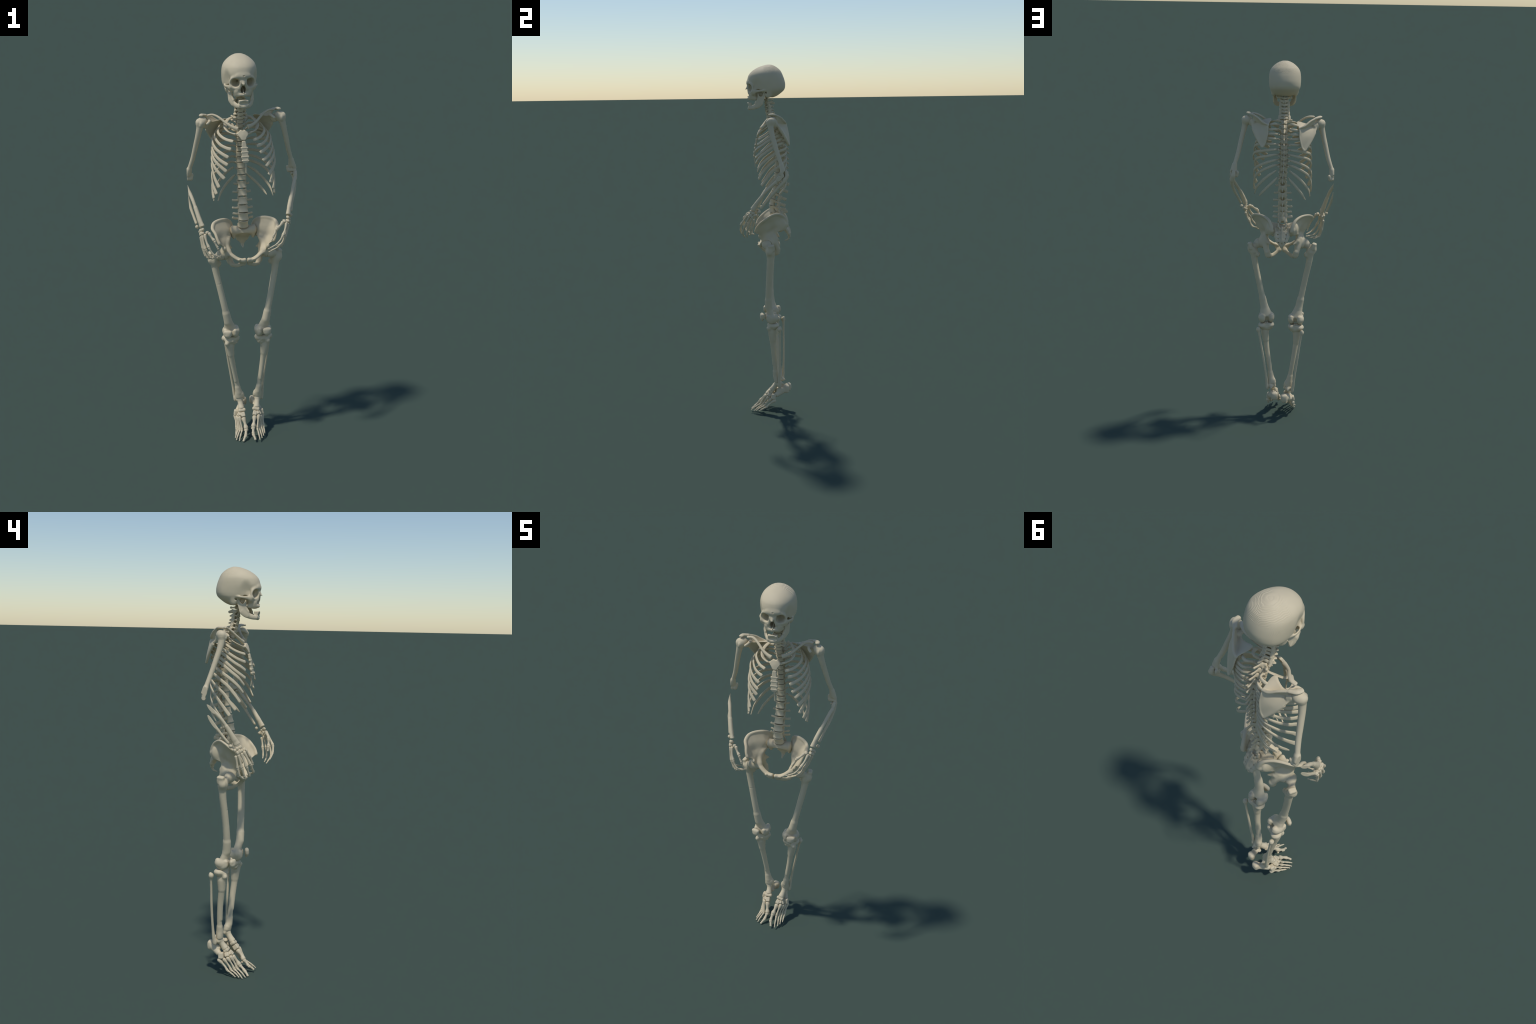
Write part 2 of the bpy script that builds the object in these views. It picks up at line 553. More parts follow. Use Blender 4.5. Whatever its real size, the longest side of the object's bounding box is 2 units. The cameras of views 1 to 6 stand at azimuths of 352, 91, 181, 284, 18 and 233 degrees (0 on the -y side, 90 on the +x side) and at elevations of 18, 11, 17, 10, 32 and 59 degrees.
    saw = np.where(step < 0.82, step / 0.82, (1 - step) / 0.18) - 0.5
    crown = np.clip((z - 1.957) / 0.006, 0, 1) * np.clip((y + 0.010) / 0.012, 0, 1)
    rear = np.clip((y - 0.070) / 0.015, 0, 1) * np.clip((z - 1.940) / 0.006, 0, 1)
    ring = np.hypot(y - 0.045, z - 1.925)
    side = np.exp(-(ring / 0.035) ** 2) * np.sin(ring * 1300) * np.clip((np.abs(x) - 0.05) / 0.02, 0, 1)
    amp = np.maximum(crown, rear)
    v = v + n * (amp * saw * 0.0010 + side * 0.00025)[:, None]
    return v, q


def head_pose(v):
    w = v.copy()
    a = 0.047
    w[:, 0] = v[:, 0] * math.cos(a) - (v[:, 1] - 0.03) * math.sin(a) - 0.0072
    w[:, 1] = v[:, 0] * math.sin(a) + (v[:, 1] - 0.03) * math.cos(a) + 0.03
    return w


def mandible():
    b = Bone(0.0014)
    for s in (-1, 1):
        # body
        b.tube([(0, -0.082, 1.7675), (s * 0.014, -0.0800, 1.7670), (s * 0.027, -0.070, 1.7685), (s * 0.037, -0.052, 1.7735),
                (s * 0.046, -0.034, 1.782), (s * 0.053, -0.018, 1.794)],
               [(0.0085, 0.0060), (0.0095, 0.0060), (0.0110, 0.0062), (0.0125, 0.0062), (0.0125, 0.0058), (0.011, 0.005)], 0.006, ref=(0, 0, 1))
        # ramus: a flat sheet leaning out
        top = thin_plate([(-0.03, 1.78, 0.0475), (0.0, 1.84, 0.057), (-0.036, 1.84, 0.052), (-0.01, 1.79, 0.057)])
        b.plate((1, 2, 0), [(-0.046, 1.770), (-0.032, 1.770), (-0.017, 1.781), (-0.008, 1.793), (-0.002, 1.815), (0.004, 1.832), (0.003, 1.846),
                            (-0.006, 1.848), (-0.010, 1.836), (-0.018, 1.829), (-0.026, 1.831), (-0.033, 1.842), (-0.036, 1.848),
                            (-0.0365, 1.836), (-0.0345, 1.822), (-0.038, 1.806), (-0.049, 1.790)],
                lambda u, v, s=s, f=top: s * f(u, v), 0.0036, 0.008)
        b.tube([(s * 0.058, -0.004, 1.836), (s * 0.058, 0.000, 1.8485)], [0.0045, 0.005], 0.005)
        b.ell((s * 0.057, 0.000, 1.850), (0.0105, 0.005, 0.0045), 0.004)
        b.tube([(s * 0.050, -0.034, 1.842), (s * 0.047, -0.037, 1.815), (s * 0.042, -0.046, 1.795)], [0.0026, 0.0038, 0.005], 0.006)
    # chin
    b.ell((0, -0.0835, 1.766), (0.022, 0.0065, 0.0075), 0.008)
    # tooth-bearing block in front, squared off at both ends
    b.slab((0.0, -0.0800, 1.7835), (0.0225, 0.0105, 0.0125), 0.006, rnd=0.003)
    b.cut_ell((0, -0.056, 1.785), (0.0190, 0.0215, 0.030), 0.003)
    b.cut_ell((0, -0.1065, 1.7795), (0.034, 0.0225, 0.0100), 0.006)
    b.tube([(-0.0195, -0.081, 1.7935), (0, -0.0905, 1.7955), (0.0195, -0.081, 1.7935)], [0.003, 0.0034, 0.003], 0.003)
    return b


sk_v, sk_q = cranium()
SKULL = place("skull", head_pose(sk_v), sk_q)
build("mandible", mandible(), SKULL, head_pose)

# ------------------------------------------------------------------ spine
# front line of the vertebral bodies: height -> y
FRONT_Z = [1.10, 1.132, 1.155, 1.184, 1.227, 1.267, 1.308, 1.346, 1.384, 1.414, 1.445, 1.475, 1.528, 1.577, 1.623, 1.667, 1.707, 1.745, 1.79]
FRONT_Y = [0.058, 0.044, 0.030, 0.020, 0.018, 0.025, 0.035, 0.043, 0.049, 0.052, 0.054, 0.056, 0.059, 0.056, 0.046, 0.030, 0.014, 0.005, 0.0]
# discs from the sacrum up to C2/C3
DISC = [1.138, 1.184, 1.227, 1.267, 1.308, 1.346, 1.384, 1.414, 1.445, 1.475, 1.502, 1.528, 1.553, 1.577, 1.600, 1.623, 1.645,
        1.667, 1.688, 1.707, 1.726, 1.745, 1.765, 1.784]


def front_y(z):
    return np.interp(z, FRONT_Z, FRONT_Y)


def spine_x(z):
    return np.interp(z, [1.1, 1.25, 1.4, 1.5, 1.65, 1.8], [-0.007, -0.006, -0.004, -0.010, -0.008, -0.006])


def lumbar(h, wide, tp, tt=1.0):
    b = Bone(0.0013)
    a, d = wide, wide * 0.72
    b.drum((0, 0, 0), a, d, h, 0.17)
    for s in (-1, 1):
        b.tube([(s * a * 0.55, d * 0.6, h * 0.35), (s * 0.015, d + 0.010, h * 0.25)], [(0.007, 0.0045), (0.007, 0.005)], 0.004, ref=(0, 0, 1))
        # lamina and facet column
        b.tube([(s * 0.016, d + 0.012, h * 0.9), (s * 0.0165, d + 0.014, 0.0), (s * 0.014, d + 0.020, -h * 1.2)],
               [0.006, 0.0055, 0.0055], 0.004)
        b.ell((s * 0.018, d + 0.012, h * 1.1), (0.006, 0.006, 0.009), 0.003)
        b.ell((s * 0.0135, d + 0.019, -h * 1.3), (0.0055, 0.005, 0.008), 0.003)
        b.tube([(s * 0.015, d + 0.015, -h * 0.35), (0, d + 0.025, -h * 0.45)], [(0.0125, 0.004), (0.0125, 0.004)], 0.005, ref=(0, 0, 1))
        # transverse process
        b.tube([(s * 0.016, d + 0.008, h * 0.25), (s * 0.032, d + 0.012, h * 0.2), (s * tp, d + 0.015, h * 0.3)],
               [(0.0062, 0.005), (0.0055 * tt, 0.0040), (0.0058 * tt, 0.0038)], 0.004, ref=(0, 0, 1))
    # spinous process: deep, hatchet-shaped
    b.tube([(0, d + 0.024, -h * 0.3), (0, d + 0.040, -h * 0.45), (0, d + 0.054, -h * 0.6)], [(0.008, 0.0032), (0.0085, 0.0028), (0.0095, 0.0038)], 0.004, ref=(0, 0, 1))
    return b


def thoracic(h, a, d, tp, drop, reach, tpz):
    b = Bone(0.0013)
    b.drum((0, 0, 0), a, d, h, 0.09)
    for s in (-1, 1):
        b.tube([(s * a * 0.6, d * 0.6, h * 0.45), (s * 0.012, d + 0.008, h * 0.4)], [(0.0055, 0.004), (0.0055, 0.004)], 0.004, ref=(0, 0, 1))
        b.tube([(s * 0.012, d + 0.009, h * 0.95), (s * 0.0125, d + 0.013, 0), (s * 0.010, d + 0.018, -h * 1.25)], [0.0045, 0.005, 0.004], 0.004)
        b.tube([(s * 0.012, d + 0.012, -h * 0.1), (0, d + 0.021, -h * 0.5)], [(0.0105, 0.0040), (0.0105, 0.0042)], 0.004, ref=(0, 0, 1))
        b.tube([(s * 0.012, d + 0.012, h * 0.3), (s * tp * 0.75, d + 0.019, h * 0.5 + tpz * 0.5), (s * tp, d + 0.029, h * 0.6 + tpz)],
               [0.0048, 0.0042, 0.0052], 0.004)
    b.tube([(0, d + 0.018, -h * 0.2), (0, d + 0.018 + reach * 0.55, -h * 0.4 - drop * 0.55), (0, d + 0.018 + reach, -h * 0.4 - drop)],
           [(0.0075, 0.0036), (0.0055, 0.0030), (0.0050, 0.0036)], 0.004, ref=(0, 0.4, 1))
    return b


def cervical(h, a, d, reach, tp, forked):
    b = Bone(0.0011)
    b.drum((0, 0, 0), a, d, h, 0.06)
    for s in (-1, 1):
        b.ell((s * a * 0.85, 0.001, h * 0.9), (0.003, 0.006, 0.004), 0.003)
        b.tube([(s * a * 0.7, -0.001, 0), (s * tp, 0.000, -0.002)], [0.0035, 0.003], 0.003)
        b.tube([(s * a * 0.7, d * 0.7, 0), (s * (tp - 0.002), 0.008, -0.001)], [0.0035, 0.0035], 0.003)
        b.tube([(s * tp, 0.000, -0.002), (s * (tp - 0.001), 0.008, -0.001)], [0.003, 0.003], 0.003)
        b.tube([(s * (tp - 0.003), d + 0.006, h + 0.003), (s * (tp - 0.003), d + 0.012, -h - 0.003)], [0.0058, 0.0058], 0.003)
        b.tube([(s * (tp - 0.005), d + 0.010, 0), (s * 0.005, d + 0.020, -0.001)], [(0.0065, 0.0028), (0.0065, 0.0028)], 0.004, ref=(0, 0, 1))
        if forked:
            b.tube([(0, d + 0.018, -0.001), (s * 0.003, d + 0.020 + reach, -0.004 - reach * 0.25)], [(0.006, 0.0028), (0.0036, 0.0032)], 0.003, ref=(0, 0, 1))
    if not forked:
        b.tube([(0, d + 0.018, -0.001), (0, d + 0.020 + reach, -0.004 - reach * 0.3)], [(0.006, 0.0030), (0.0048, 0.0040)], 0.003, ref=(0, 0, 1))
    return b


def stand(z0, z1, depth):
    """Frame of a vertebra between two disc heights; returns the mover."""
    y0, y1 = front_y(z0), front_y(z1)
    up = unit(V(0, y1 - y0, z1 - z0))
    back = unit(np.cross(up, V(-1, 0, 0)))
    if back[1] < 0:
        back = -back
    zc = (z0 + z1) / 2
    o = V(spine_x(zc), (y0 + y1) / 2, zc) + back * depth
    f = frame(o, V(1, 0, 0), back, up)
    return f


T_TOP = {}
for i in range(23):
    z0, z1 = DISC[i], DISC[i + 1]
    gap = 0.0048 if i < 7 else (0.0020 if i < 18 else 0.0012)
    h = (z1 - z0) / 2 - gap / 2 - 0.0004
    if i < 6:
        wide = [0.0285, 0.0275, 0.0265, 0.0255, 0.0250, 0.0240][i]
        d = wide * 0.72
        mv = stand(z0, z1, d)
        build("lumbar_vertebra", lumbar(h, wide, [0.050, 0.047, 0.049, 0.048, 0.043, 0.036][i], 1.4 if i == 0 else 1.0), None, mv)
    elif i < 18:
        t = 12 - (i - 6)               # T12 .. T1
        a = np.interp(t, [1, 4, 8, 12], [0.0165, 0.0165, 0.019, 0.0235])
        d = np.interp(t, [1, 4, 8, 12], [0.0105, 0.0125, 0.0155, 0.0170])
        tp = np.interp(t, [1, 2, 5, 10, 11, 12], [0.037, 0.034, 0.030, 0.026, 0.021, 0.017])
        reach = np.interp(t, [1, 3, 6, 10, 12], [0.032, 0.030, 0.026, 0.026, 0.028])
        drop = np.interp(t, [1, 3, 6, 9, 11, 12], [0.010, 0.016, 0.026, 0.022, 0.010, 0.006])
        mv = stand(z0, z1, d)
        T_TOP[t] = mv(V(0, d * 0.8, h)[None])[0]
        build("thoracic_vertebra", thoracic(h, a, d, tp, drop, reach, 0.002), None, mv)
    else:
        c = 7 - (i - 18)               # C7 .. C3
        a = np.interp(c, [3, 7], [0.0115, 0.0145])
        reach = {7: 0.024, 6: 0.014, 5: 0.010, 4: 0.009, 3: 0.010}[c]
        tp = {7: 0.030, 6: 0.026, 5: 0.025, 4: 0.0245, 3: 0.0245}[c]
        mv = stand(z0, z1, 0.0088)
        build("cervical_vertebra", cervical(h, a, 0.0088, reach, tp, c < 6), None, mv)

# axis: body with its peg
ax = Bone(0.0011)
ax.drum((0, 0, 0.0005), 0.0105, 0.0085, 0.0075, 0.08)
ax.tube([(0, 0.000, 0.006), (0, 0.002, 0.024)], [0.0058, 0.0045], 0.004)
for s in (-1, 1):
    ax.ell((s * 0.014, 0.004, 0.008), (0.009, 0.009, 0.0035), 0.003)
    ax.tube([(s * 0.012, 0.004, 0.004), (s * 0.024, 0.007, -0.003)], [0.005, 0.0035], 0.003)
    ax.tube([(s * 0.018, 0.012, 0.004), (s * 0.019, 0.018, -0.010)], [0.005, 0.0055], 0.003)
    ax.tube([(s * 0.016, 0.014, 0.002), (0, 0.031, 0.004)], [(0.008, 0.0035), (0.008, 0.004)], 0.004, ref=(0, 0, 1))
    ax.tube([(0, 0.030, 0.003), (s * 0.005, 0.046, -0.001)], [(0.008, 0.004), (0.006, 0.004)], 0.003, ref=(0, 0, 1))
build("axis_vertebra", ax, None, frame(V(-0.006, 0.0090, 1.7925), V(1, 0, 0), V(0, 1, 0), V(0, 0, 1)))
at = Bone(0.0011)
for s in (-1, 1):
    at.ell((s * 0.019, 0.006, 0), (0.009, 0.012, 0.008), 0.003)
    at.tube([(s * 0.022, 0.006, 0), (s * 0.037, 0.011, -0.001)], [0.0055, 0.0045], 0.003)
    at.tube([(s * 0.018, -0.003, 0), (s * 0.009, -0.0085, 0), (0, -0.0095, 0)], [0.0045, 0.004, 0.0048], 0.003)
    at.tube([(s * 0.021, 0.014, 0), (s * 0.017, 0.027, 0.000), (s * 0.008, 0.036, 0), (0, 0.039, 0)], [0.004, 0.0035, 0.004, 0.0048], 0.003)
build("atlas_vertebra", at, None, frame(V(-0.006, 0.008, 1.8125), V(1, 0, 0), V(0, 1, 0), V(0, 0, 1)))


# ------------------------------------------------------------------ sacrum, coccyx, hip bones
def sacrum():
    b = Bone(0.0015)
    # mid-line curve of the wedge, from the promontory down; half widths
    path = [(0, 0.072, 1.124), (0, 0.094, 1.106), (0, 0.117, 1.084), (0, 0.130, 1.062), (0, 0.133, 1.045)]
    b.tube(path, [(0.050, 0.019), (0.047, 0.0170), (0.040, 0.0130), (0.029, 0.0105), (0.016, 0.0085)], 0.006, ref=(1, 0, 0))
    b.drum((0, 0.064, 1.125), 0.0280, 0.020, 0.0095, 0.03, 0.006)
    for s in (-1, 1):
        # wings
        b.ell((s * 0.038, 0.066, 1.127), (0.026, 0.022, 0.022), 0.014)
        b.ell((s * 0.0545, 0.064, 1.130), (0.0105, 0.021, 0.022), 0.012)
        b.ell((s * 0.050, 0.082, 1.106), (0.0125, 0.024, 0.028), 0.014)
        b.tube([(s * 0.020, 0.096, 1.136), (s * 0.021, 0.094, 1.153)], [0.0075, 0.005], 0.006)
        # rough ridges behind
        for z, w in ((1.124, 0.025), (1.104, 0.022), (1.084, 0.020), (1.065, 0.016)):
            yb = np.interp(z, [1.043, 1.06, 1.082, 1.105, 1.13], [0.136, 0.137, 0.129, 0.116, 0.104])
            b.ell((s * w * 1.5, yb - 0.006, z), (0.006, 0.007, 0.008), 0.010)
            b.ell((s * w * 0.5, yb - 0.002, z + 0.002), (0.004, 0.005, 0.008), 0.008)
            b.cut_ell((s * w, yb + 0.003, z - 0.007), (0.0030, 0.010, 0.0030), 0.002)
    b.tube([(0, 0.106, 1.134), (0, 0.122, 1.110), (0, 0.135, 1.086), (0, 0.1385, 1.066)], [(0.005, 0.004), (0.006, 0.004), (0.005, 0.004), (0.003, 0.003)], 0.010, ref=(0, 1, 0))
    b.cut_ell((0, 0.143, 1.045), (0.006, 0.009, 0.012), 0.003)
    return b


def coccyx():
    b = Bone(0.0011)
    b.tube([(0, 0.1325, 1.042), (0, 0.131, 1.035)], [(0.013, 0.0055), (0.008, 0.0052)], 0.002, ref=(1, 0, 0))
    b.tube([(0, 0.1305, 1.033), (0, 0.125, 1.027)], [(0.0095, 0.0050), (0.0065, 0.0045)], 0.002, ref=(1, 0, 0))
    b.tube([(0, 0.123, 1.0255), (0, 0.109, 1.021)], [(0.0062, 0.0042), (0.0030, 0.0028)], 0.002, ref=(1, 0, 0))
    return b


SAC_MV = frame(V(-0.0055, 0.0, 0.0), V(1, 0, 0), V(0, 1, 0), V(0, 0, 1))
build("sacrum", sacrum(), None, SAC_MV)
build("coccyx", coccyx(), None, SAC_MV)


def hip():
    b = Bone(0.0016)
    blade = thin_plate([(-0.055, 1.100, 0.137), (-0.046, 1.125, 0.146), (-0.030, 1.145, 0.153), (-0.008, 1.160, 0.162), (0.012, 1.174, 0.158), (0.026, 1.181, 0.151),
                        (0.042, 1.189, 0.137), (0.058, 1.189, 0.117), (0.073, 1.186, 0.099), (0.086, 1.175, 0.082), (0.096, 1.160, 0.069), (0.112, 1.148, 0.060), (0.121, 1.128, 0.054),
                        (0.105, 1.095, 0.061), (0.060, 1.145, 0.089), (0.046, 1.126, 0.093), (0.040, 1.110, 0.091), (0.030, 1.088, 0.085), (0.062, 1.085, 0.085),
                        (-0.036, 1.062, 0.108), (0.010, 1.052, 0.106), (0.015, 1.145, 0.132), (-0.015, 1.110, 0.134), (0.012, 1.105, 0.117), (-0.020, 1.075, 0.115)])

    def thick(u, v):
        t = 0.0036 + 0.006 * np.exp(-(((u - 0.005) / 0.03) ** 2 + ((v - 1.055) / 0.025) ** 2))
        t = t + 0.009 * np.exp(-(((u - 0.066) / 0.026) ** 2 + ((v - 1.125) / 0.028) ** 2)) + 0.004 * np.exp(-(((u - 0.10) / 0.02) ** 2 + ((v - 1.11) / 0.03) ** 2))
        return t
    b.plate((1, 2, 0), [(-0.055, 1.098), (-0.048, 1.118), (-0.030, 1.142), (-0.005, 1.163), (0.025, 1.183), (0.055, 1.190), (0.080, 1.184),
                        (0.103, 1.168), (0.118, 1.140), (0.122, 1.118), (0.108, 1.098), (0.085, 1.090), (0.064, 1.083), (0.058, 1.060), (0.040, 1.035),
                        (0.000, 1.035), (-0.025, 1.045), (-0.037, 1.060), (-0.036, 1.075), (-0.046, 1.087)], blade, thick, 0.004)
    crest = [(-0.055, 1.098), (-0.049, 1.117), (-0.030, 1.141), (-0.005, 1.162), (0.025, 1.182), (0.055, 1.189), (0.080, 1.183),
             (0.102, 1.167), (0.117, 1.140), (0.121, 1.118)]
    b.tube([(float(blade(u, v)), u, v) for u, v in crest], [0.0050, 0.0042, 0.0046, 0.0052, 0.0040, 0.0040, 0.0050, 0.0068, 0.0085, 0.0075], 0.012)
    b.tube([(0.060, 0.116, 1.122), (0.060, 0.104, 1.100), (0.066, 0.088, 1.092)], [0.009, 0.009, 0.007], 0.010)
    b.ell((0.074, 0.090, 1.125), (0.011, 0.022, 0.028), 0.012)
    b.ell((0.136, -0.054, 1.098), (0.006, 0.006, 0.009), 0.005)
    b.ell((0.108, -0.034, 1.063), (0.008, 0.007, 0.010), 0.006)
    # column over and behind the socket
    b.ell((0.105, 0.014, 1.026), (0.026, 0.034, 0.034), 0.016)
    b.tube([(0.092, 0.040, 1.055), (0.088, 0.052, 1.020), (0.082, 0.062, 0.990), (0.074, 0.062, 0.966)], [0.018, 0.0175, 0.015, 0.0145], 0.014)
    b.tube([(0.082, 0.058, 1.046), (0.073, 0.066, 1.038), (0.0630, 0.0765, 1.033)], [0.012, 0.0085, 0.003], 0.012)
    # brim
    b.tube([(0.072, 0.060, 1.098), (0.083, 0.036, 1.084), (0.091, 0.018, 1.064), (0.084, 0.000, 1.040)], [0.007, 0.0075, 0.0085, 0.010], 0.018)
    # pubis
    b.tube([(0.096, -0.004, 1.034), (0.076, -0.014, 1.024), (0.051, -0.024, 1.007), (0.031, -0.029, 0.998), (0.012, -0.029, 0.994)],
           [(0.016, 0.014), (0.0135, 0.0100), (0.0125, 0.0085), (0.0125, 0.0088), (0.0120, 0.0090)], 0.012, ref=(0, 1, 0.25))
    bx = unit(V(0, 0.70, -0.71))
    b.ell((0.0195, -0.0255, 0.9880), (0.0190, 0.0225, 0.0066), 0.010, np.stack([V(1, 0, 0), bx, np.cross(V(1, 0, 0), bx)]))
    b.tube([(0.010, -0.037, 1.001), (0.0085, -0.022, 0.984), (0.010, -0.010, 0.972)], [(0.0075, 0.008), (0.0065, 0.0085), (0.0055, 0.0075)], 0.008, ref=(1, 0, 0))
    b.ell((0.038, -0.043, 1.003), (0.007, 0.005, 0.005), 0.005)
    # lower ramus to the sitting bone
    b.tube([(0.014, -0.014, 0.975), (0.032, 0.002, 0.963), (0.050, 0.020, 0.954), (0.064, 0.036, 0.955)], [(0.0095, 0.0062), (0.0100, 0.0056), (0.0105, 0.0064), (0.011, 0.010)], 0.012, ref=(0.5, 0.2, 0.8))
    b.tube([(0.078, 0.068, 0.985), (0.075, 0.058, 0.965), (0.064, 0.040, 0.955)], [0.0135, 0.014, 0.011], 0.008)
    # socket
    b.cut_ell((0.128, 0.006, 1.016), (0.0285, 0.0285, 0.0285), 0.002)
    b.cut_slab((0.1525, 0.004, 1.010), (0.020, 0.035, 0.034), 0.003, R=np.stack([unit(V(0.86, -0.3, -0.4)), unit(V(0.3, 0.95, 0)), unit(np.cross(unit(V(0.86, -0.3, -0.4)), unit(V(0.3, 0.95, 0))))]))
    # joint face towards the sacrum
    b.half_space((0.0025, 0, 0), (-1, 0, 0), 0.001)
    return b


hv, hq = hip().mesh()
for s in (1, -1):
    m = mirror(s)
    place("hip_bone", m(hv), hq[:, ::-1] if s < 0 else hq)


# ------------------------------------------------------------------ rib cage
def rib_mesh(path, ref, wide, thin, n=64, m=14):
    S = spline(path, n)
    T = np.gradient(S, axis=0)
    T /= np.linalg.norm(T, axis=1)[:, None]
    t = np.linspace(0, 1, n)
    w = np.interp(t, *wide)
    d = np.interp(t, *thin)
    R = np.array([np.array([np.interp(q, ref[0], ref[1][:, k]) for k in range(3)]) for q in t])
    N = R - T * (R * T).sum(1)[:, None]
    N /= np.linalg.norm(N, axis=1)[:, None]
    B = np.cross(T, N)
    ang = np.linspace(0, 2 * np.pi, m, endpoint=False)
    ca = np.sign(np.cos(ang)) * np.abs(np.cos(ang)) ** 0.8
    sa = np.sign(np.sin(ang)) * np.abs(np.sin(ang)) ** 0.8
    rings = []
    for i in range(n):
        rings.append(S[i] + N[i] * (ca * w[i])[:, None] + B[i] * (sa * d[i])[:, None])
    for e, sg in ((0, -1), (n - 1, 1)):       # rounded end caps
        extra = [S[e] + T[e] * sg * 0.0012 + (rings[e if e == 0 else -1] - S[e]) * 0.72,
                 S[e] + T[e] * sg * 0.0014 + (rings[e if e == 0 else -1] - S[e]) * 0.02]
        rings = extra[::-1] + rings if e == 0 else rings + extra
    Vv = np.vstack(rings)
    K = len(rings)
    q = []
    for i in range(K - 1):
        for j in range(m):
            j2 = (j + 1) % m
            q.append((i * m + j, i * m + j2, (i + 1) * m + j2, (i + 1) * m + j))
    return Vv, np.array(q)


# Centre lines of the right ribs, from the angle round to the front end (distance from the midline, y, z),
# and where the front end of the left one lies.
RIBS = {
    2: ([(0.045, 0.098, 1.684), (0.065, 0.097, 1.680), (0.090, 0.080, 1.668), (0.108, 0.052, 1.649), (0.112, 0.024, 1.632), (0.100, 0.003, 1.617), (0.079, -0.019, 1.605), (0.048, -0.037, 1.597)], (0.046, -0.032, 1.596)),
    3: ([(0.045, 0.110, 1.658), (0.069, 0.112, 1.656), (0.098, 0.098, 1.645), (0.122, 0.068, 1.628), (0.129, 0.035, 1.612), (0.122, 0.012, 1.596), (0.105, -0.014, 1.578), (0.077, -0.035, 1.565), (0.060, -0.042, 1.561)], (0.062, -0.038, 1.569)),
    4: ([(0.043, 0.112, 1.634), (0.073, 0.117, 1.634), (0.107, 0.102, 1.624), (0.131, 0.072, 1.612), (0.141, 0.042, 1.598), (0.140, 0.017, 1.580), (0.127, -0.010, 1.558), (0.102, -0.034, 1.539), (0.075, -0.047, 1.523)], (0.075, -0.049, 1.537)),
    5: ([(0.043, 0.112, 1.609), (0.083, 0.117, 1.611), (0.116, 0.099, 1.600), (0.137, 0.066, 1.585), (0.144, 0.025, 1.558), (0.135, -0.003, 1.533), (0.115, -0.028, 1.510), (0.080, -0.049, 1.487)], (0.087, -0.049, 1.498)),
    6: ([(0.041, 0.111, 1.581), (0.086, 0.115, 1.580), (0.118, 0.098, 1.574), (0.140, 0.064, 1.562), (0.1465, 0.030, 1.540), (0.143, -0.001, 1.515), (0.126, -0.027, 1.491), (0.108, -0.037, 1.474), (0.086, -0.045, 1.455)], (0.102, -0.047, 1.470)),
    7: ([(0.042, 0.112, 1.552), (0.079, 0.117, 1.549), (0.111, 0.103, 1.541), (0.138, 0.073, 1.530), (0.1485, 0.035, 1.506), (0.141, -0.008, 1.474), (0.120, -0.032, 1.445), (0.097, -0.044, 1.420)], (0.116, -0.039, 1.425)),
    8: ([(0.040, 0.111, 1.526), (0.082, 0.117, 1.518), (0.121, 0.096, 1.507), (0.143, 0.066, 1.490), (0.149, 0.040, 1.471), (0.147, 0.017, 1.452), (0.141, -0.012, 1.419), (0.124, -0.038, 1.377)], (0.124, -0.034, 1.384)),
    9: ([(0.037, 0.110, 1.498), (0.083, 0.117, 1.484), (0.126, 0.090, 1.459), (0.146, 0.056, 1.434), (0.151, 0.029, 1.410), (0.148, 0.006, 1.378), (0.136, -0.020, 1.341)], (0.140, -0.018, 1.350)),
    10: ([(0.044, 0.113, 1.470), (0.075, 0.118, 1.458), (0.103, 0.111, 1.442), (0.131, 0.090, 1.418), (0.148, 0.058, 1.382), (0.152, 0.030, 1.348), (0.148, 0.005, 1.314)], (0.148, 0.006, 1.322)),
    11: ([(0.040, 0.111, 1.439), (0.069, 0.118, 1.419), (0.096, 0.113, 1.393), (0.121, 0.096, 1.362), (0.139, 0.070, 1.330), (0.146, 0.038, 1.293)], (0.146, 0.039, 1.301)),
    12: ([(0.035, 0.109, 1.397), (0.073, 0.118, 1.357), (0.105, 0.103, 1.314), (0.121, 0.078, 1.282)], (0.120, 0.079, 1.298)),
}
for r, (line, endL) in RIBS.items():
    for s in (1, -1):
        P = np.array(line, float)
        if s > 0:
            want = V(endL[0] - XM, endL[1], endL[2]) - P[-1]
            t = np.linspace(0, 1, len(P))[:, None] ** 1.5
            P = P + t * want + V(0, 0, 0.002)
        top = T_TOP[r]
        if r < 11:
            head = V(0.018, top[1] + 0.001, min(top[2] + 0.001, P[0, 2]))
            neck = head * 0.5 + P[0] * 0.5 + V(0, 0.004, 0.0)
            P = np.vstack([head, neck, P])
        else:
            P = np.vstack([P[0] + (P[0] - P[1]) * 0.18 + V(0, -0.004, 0), P])
        big = np.interp(r, [2, 4, 8, 10, 12], [0.0068, 0.0074, 0.0077, 0.0076, 0.0066])
        w = ([0, 0.10, 0.22, 0.75, 0.90, 0.97, 1], [0.0045, 0.0045, big * 0.92, big, big * 1.06, big * 1.16, big * 1.08] if r < 11 else [0.0040, 0.0050, big, big * 0.95, big * 0.8, big * 0.5, 0.0025])
        d = ([0, 0.08, 0.25, 0.8, 1], [0.0042, 0.0038, 0.0044, 0.0036, 0.0040] if r < 11 else [0.003, 0.0034, 0.0036, 0.003, 0.002])
        k = np.clip((8 - r) / 5, -0.2, 1)
        tilt = np.array([(0.2, -0.1, 1), (0.0, -0.25 * k, 1), (-0.30 * k - 0.05, 0.05, 1), (-0.10, 0.30, 1.0)], float)
        if r == 2:
            tilt = np.array([(0.2, -0.1, 1), (-0.2, -0.5, 1), (-0.8, 0.1, 1), (-0.3, 0.55, 1.0)], float)
        v, q = rib_mesh(P, ([0, 0.3, 0.6, 1], tilt), w, d)
        m = mirror(s)
        place("rib", m(v), q[:, ::-1] if s > 0 else q)
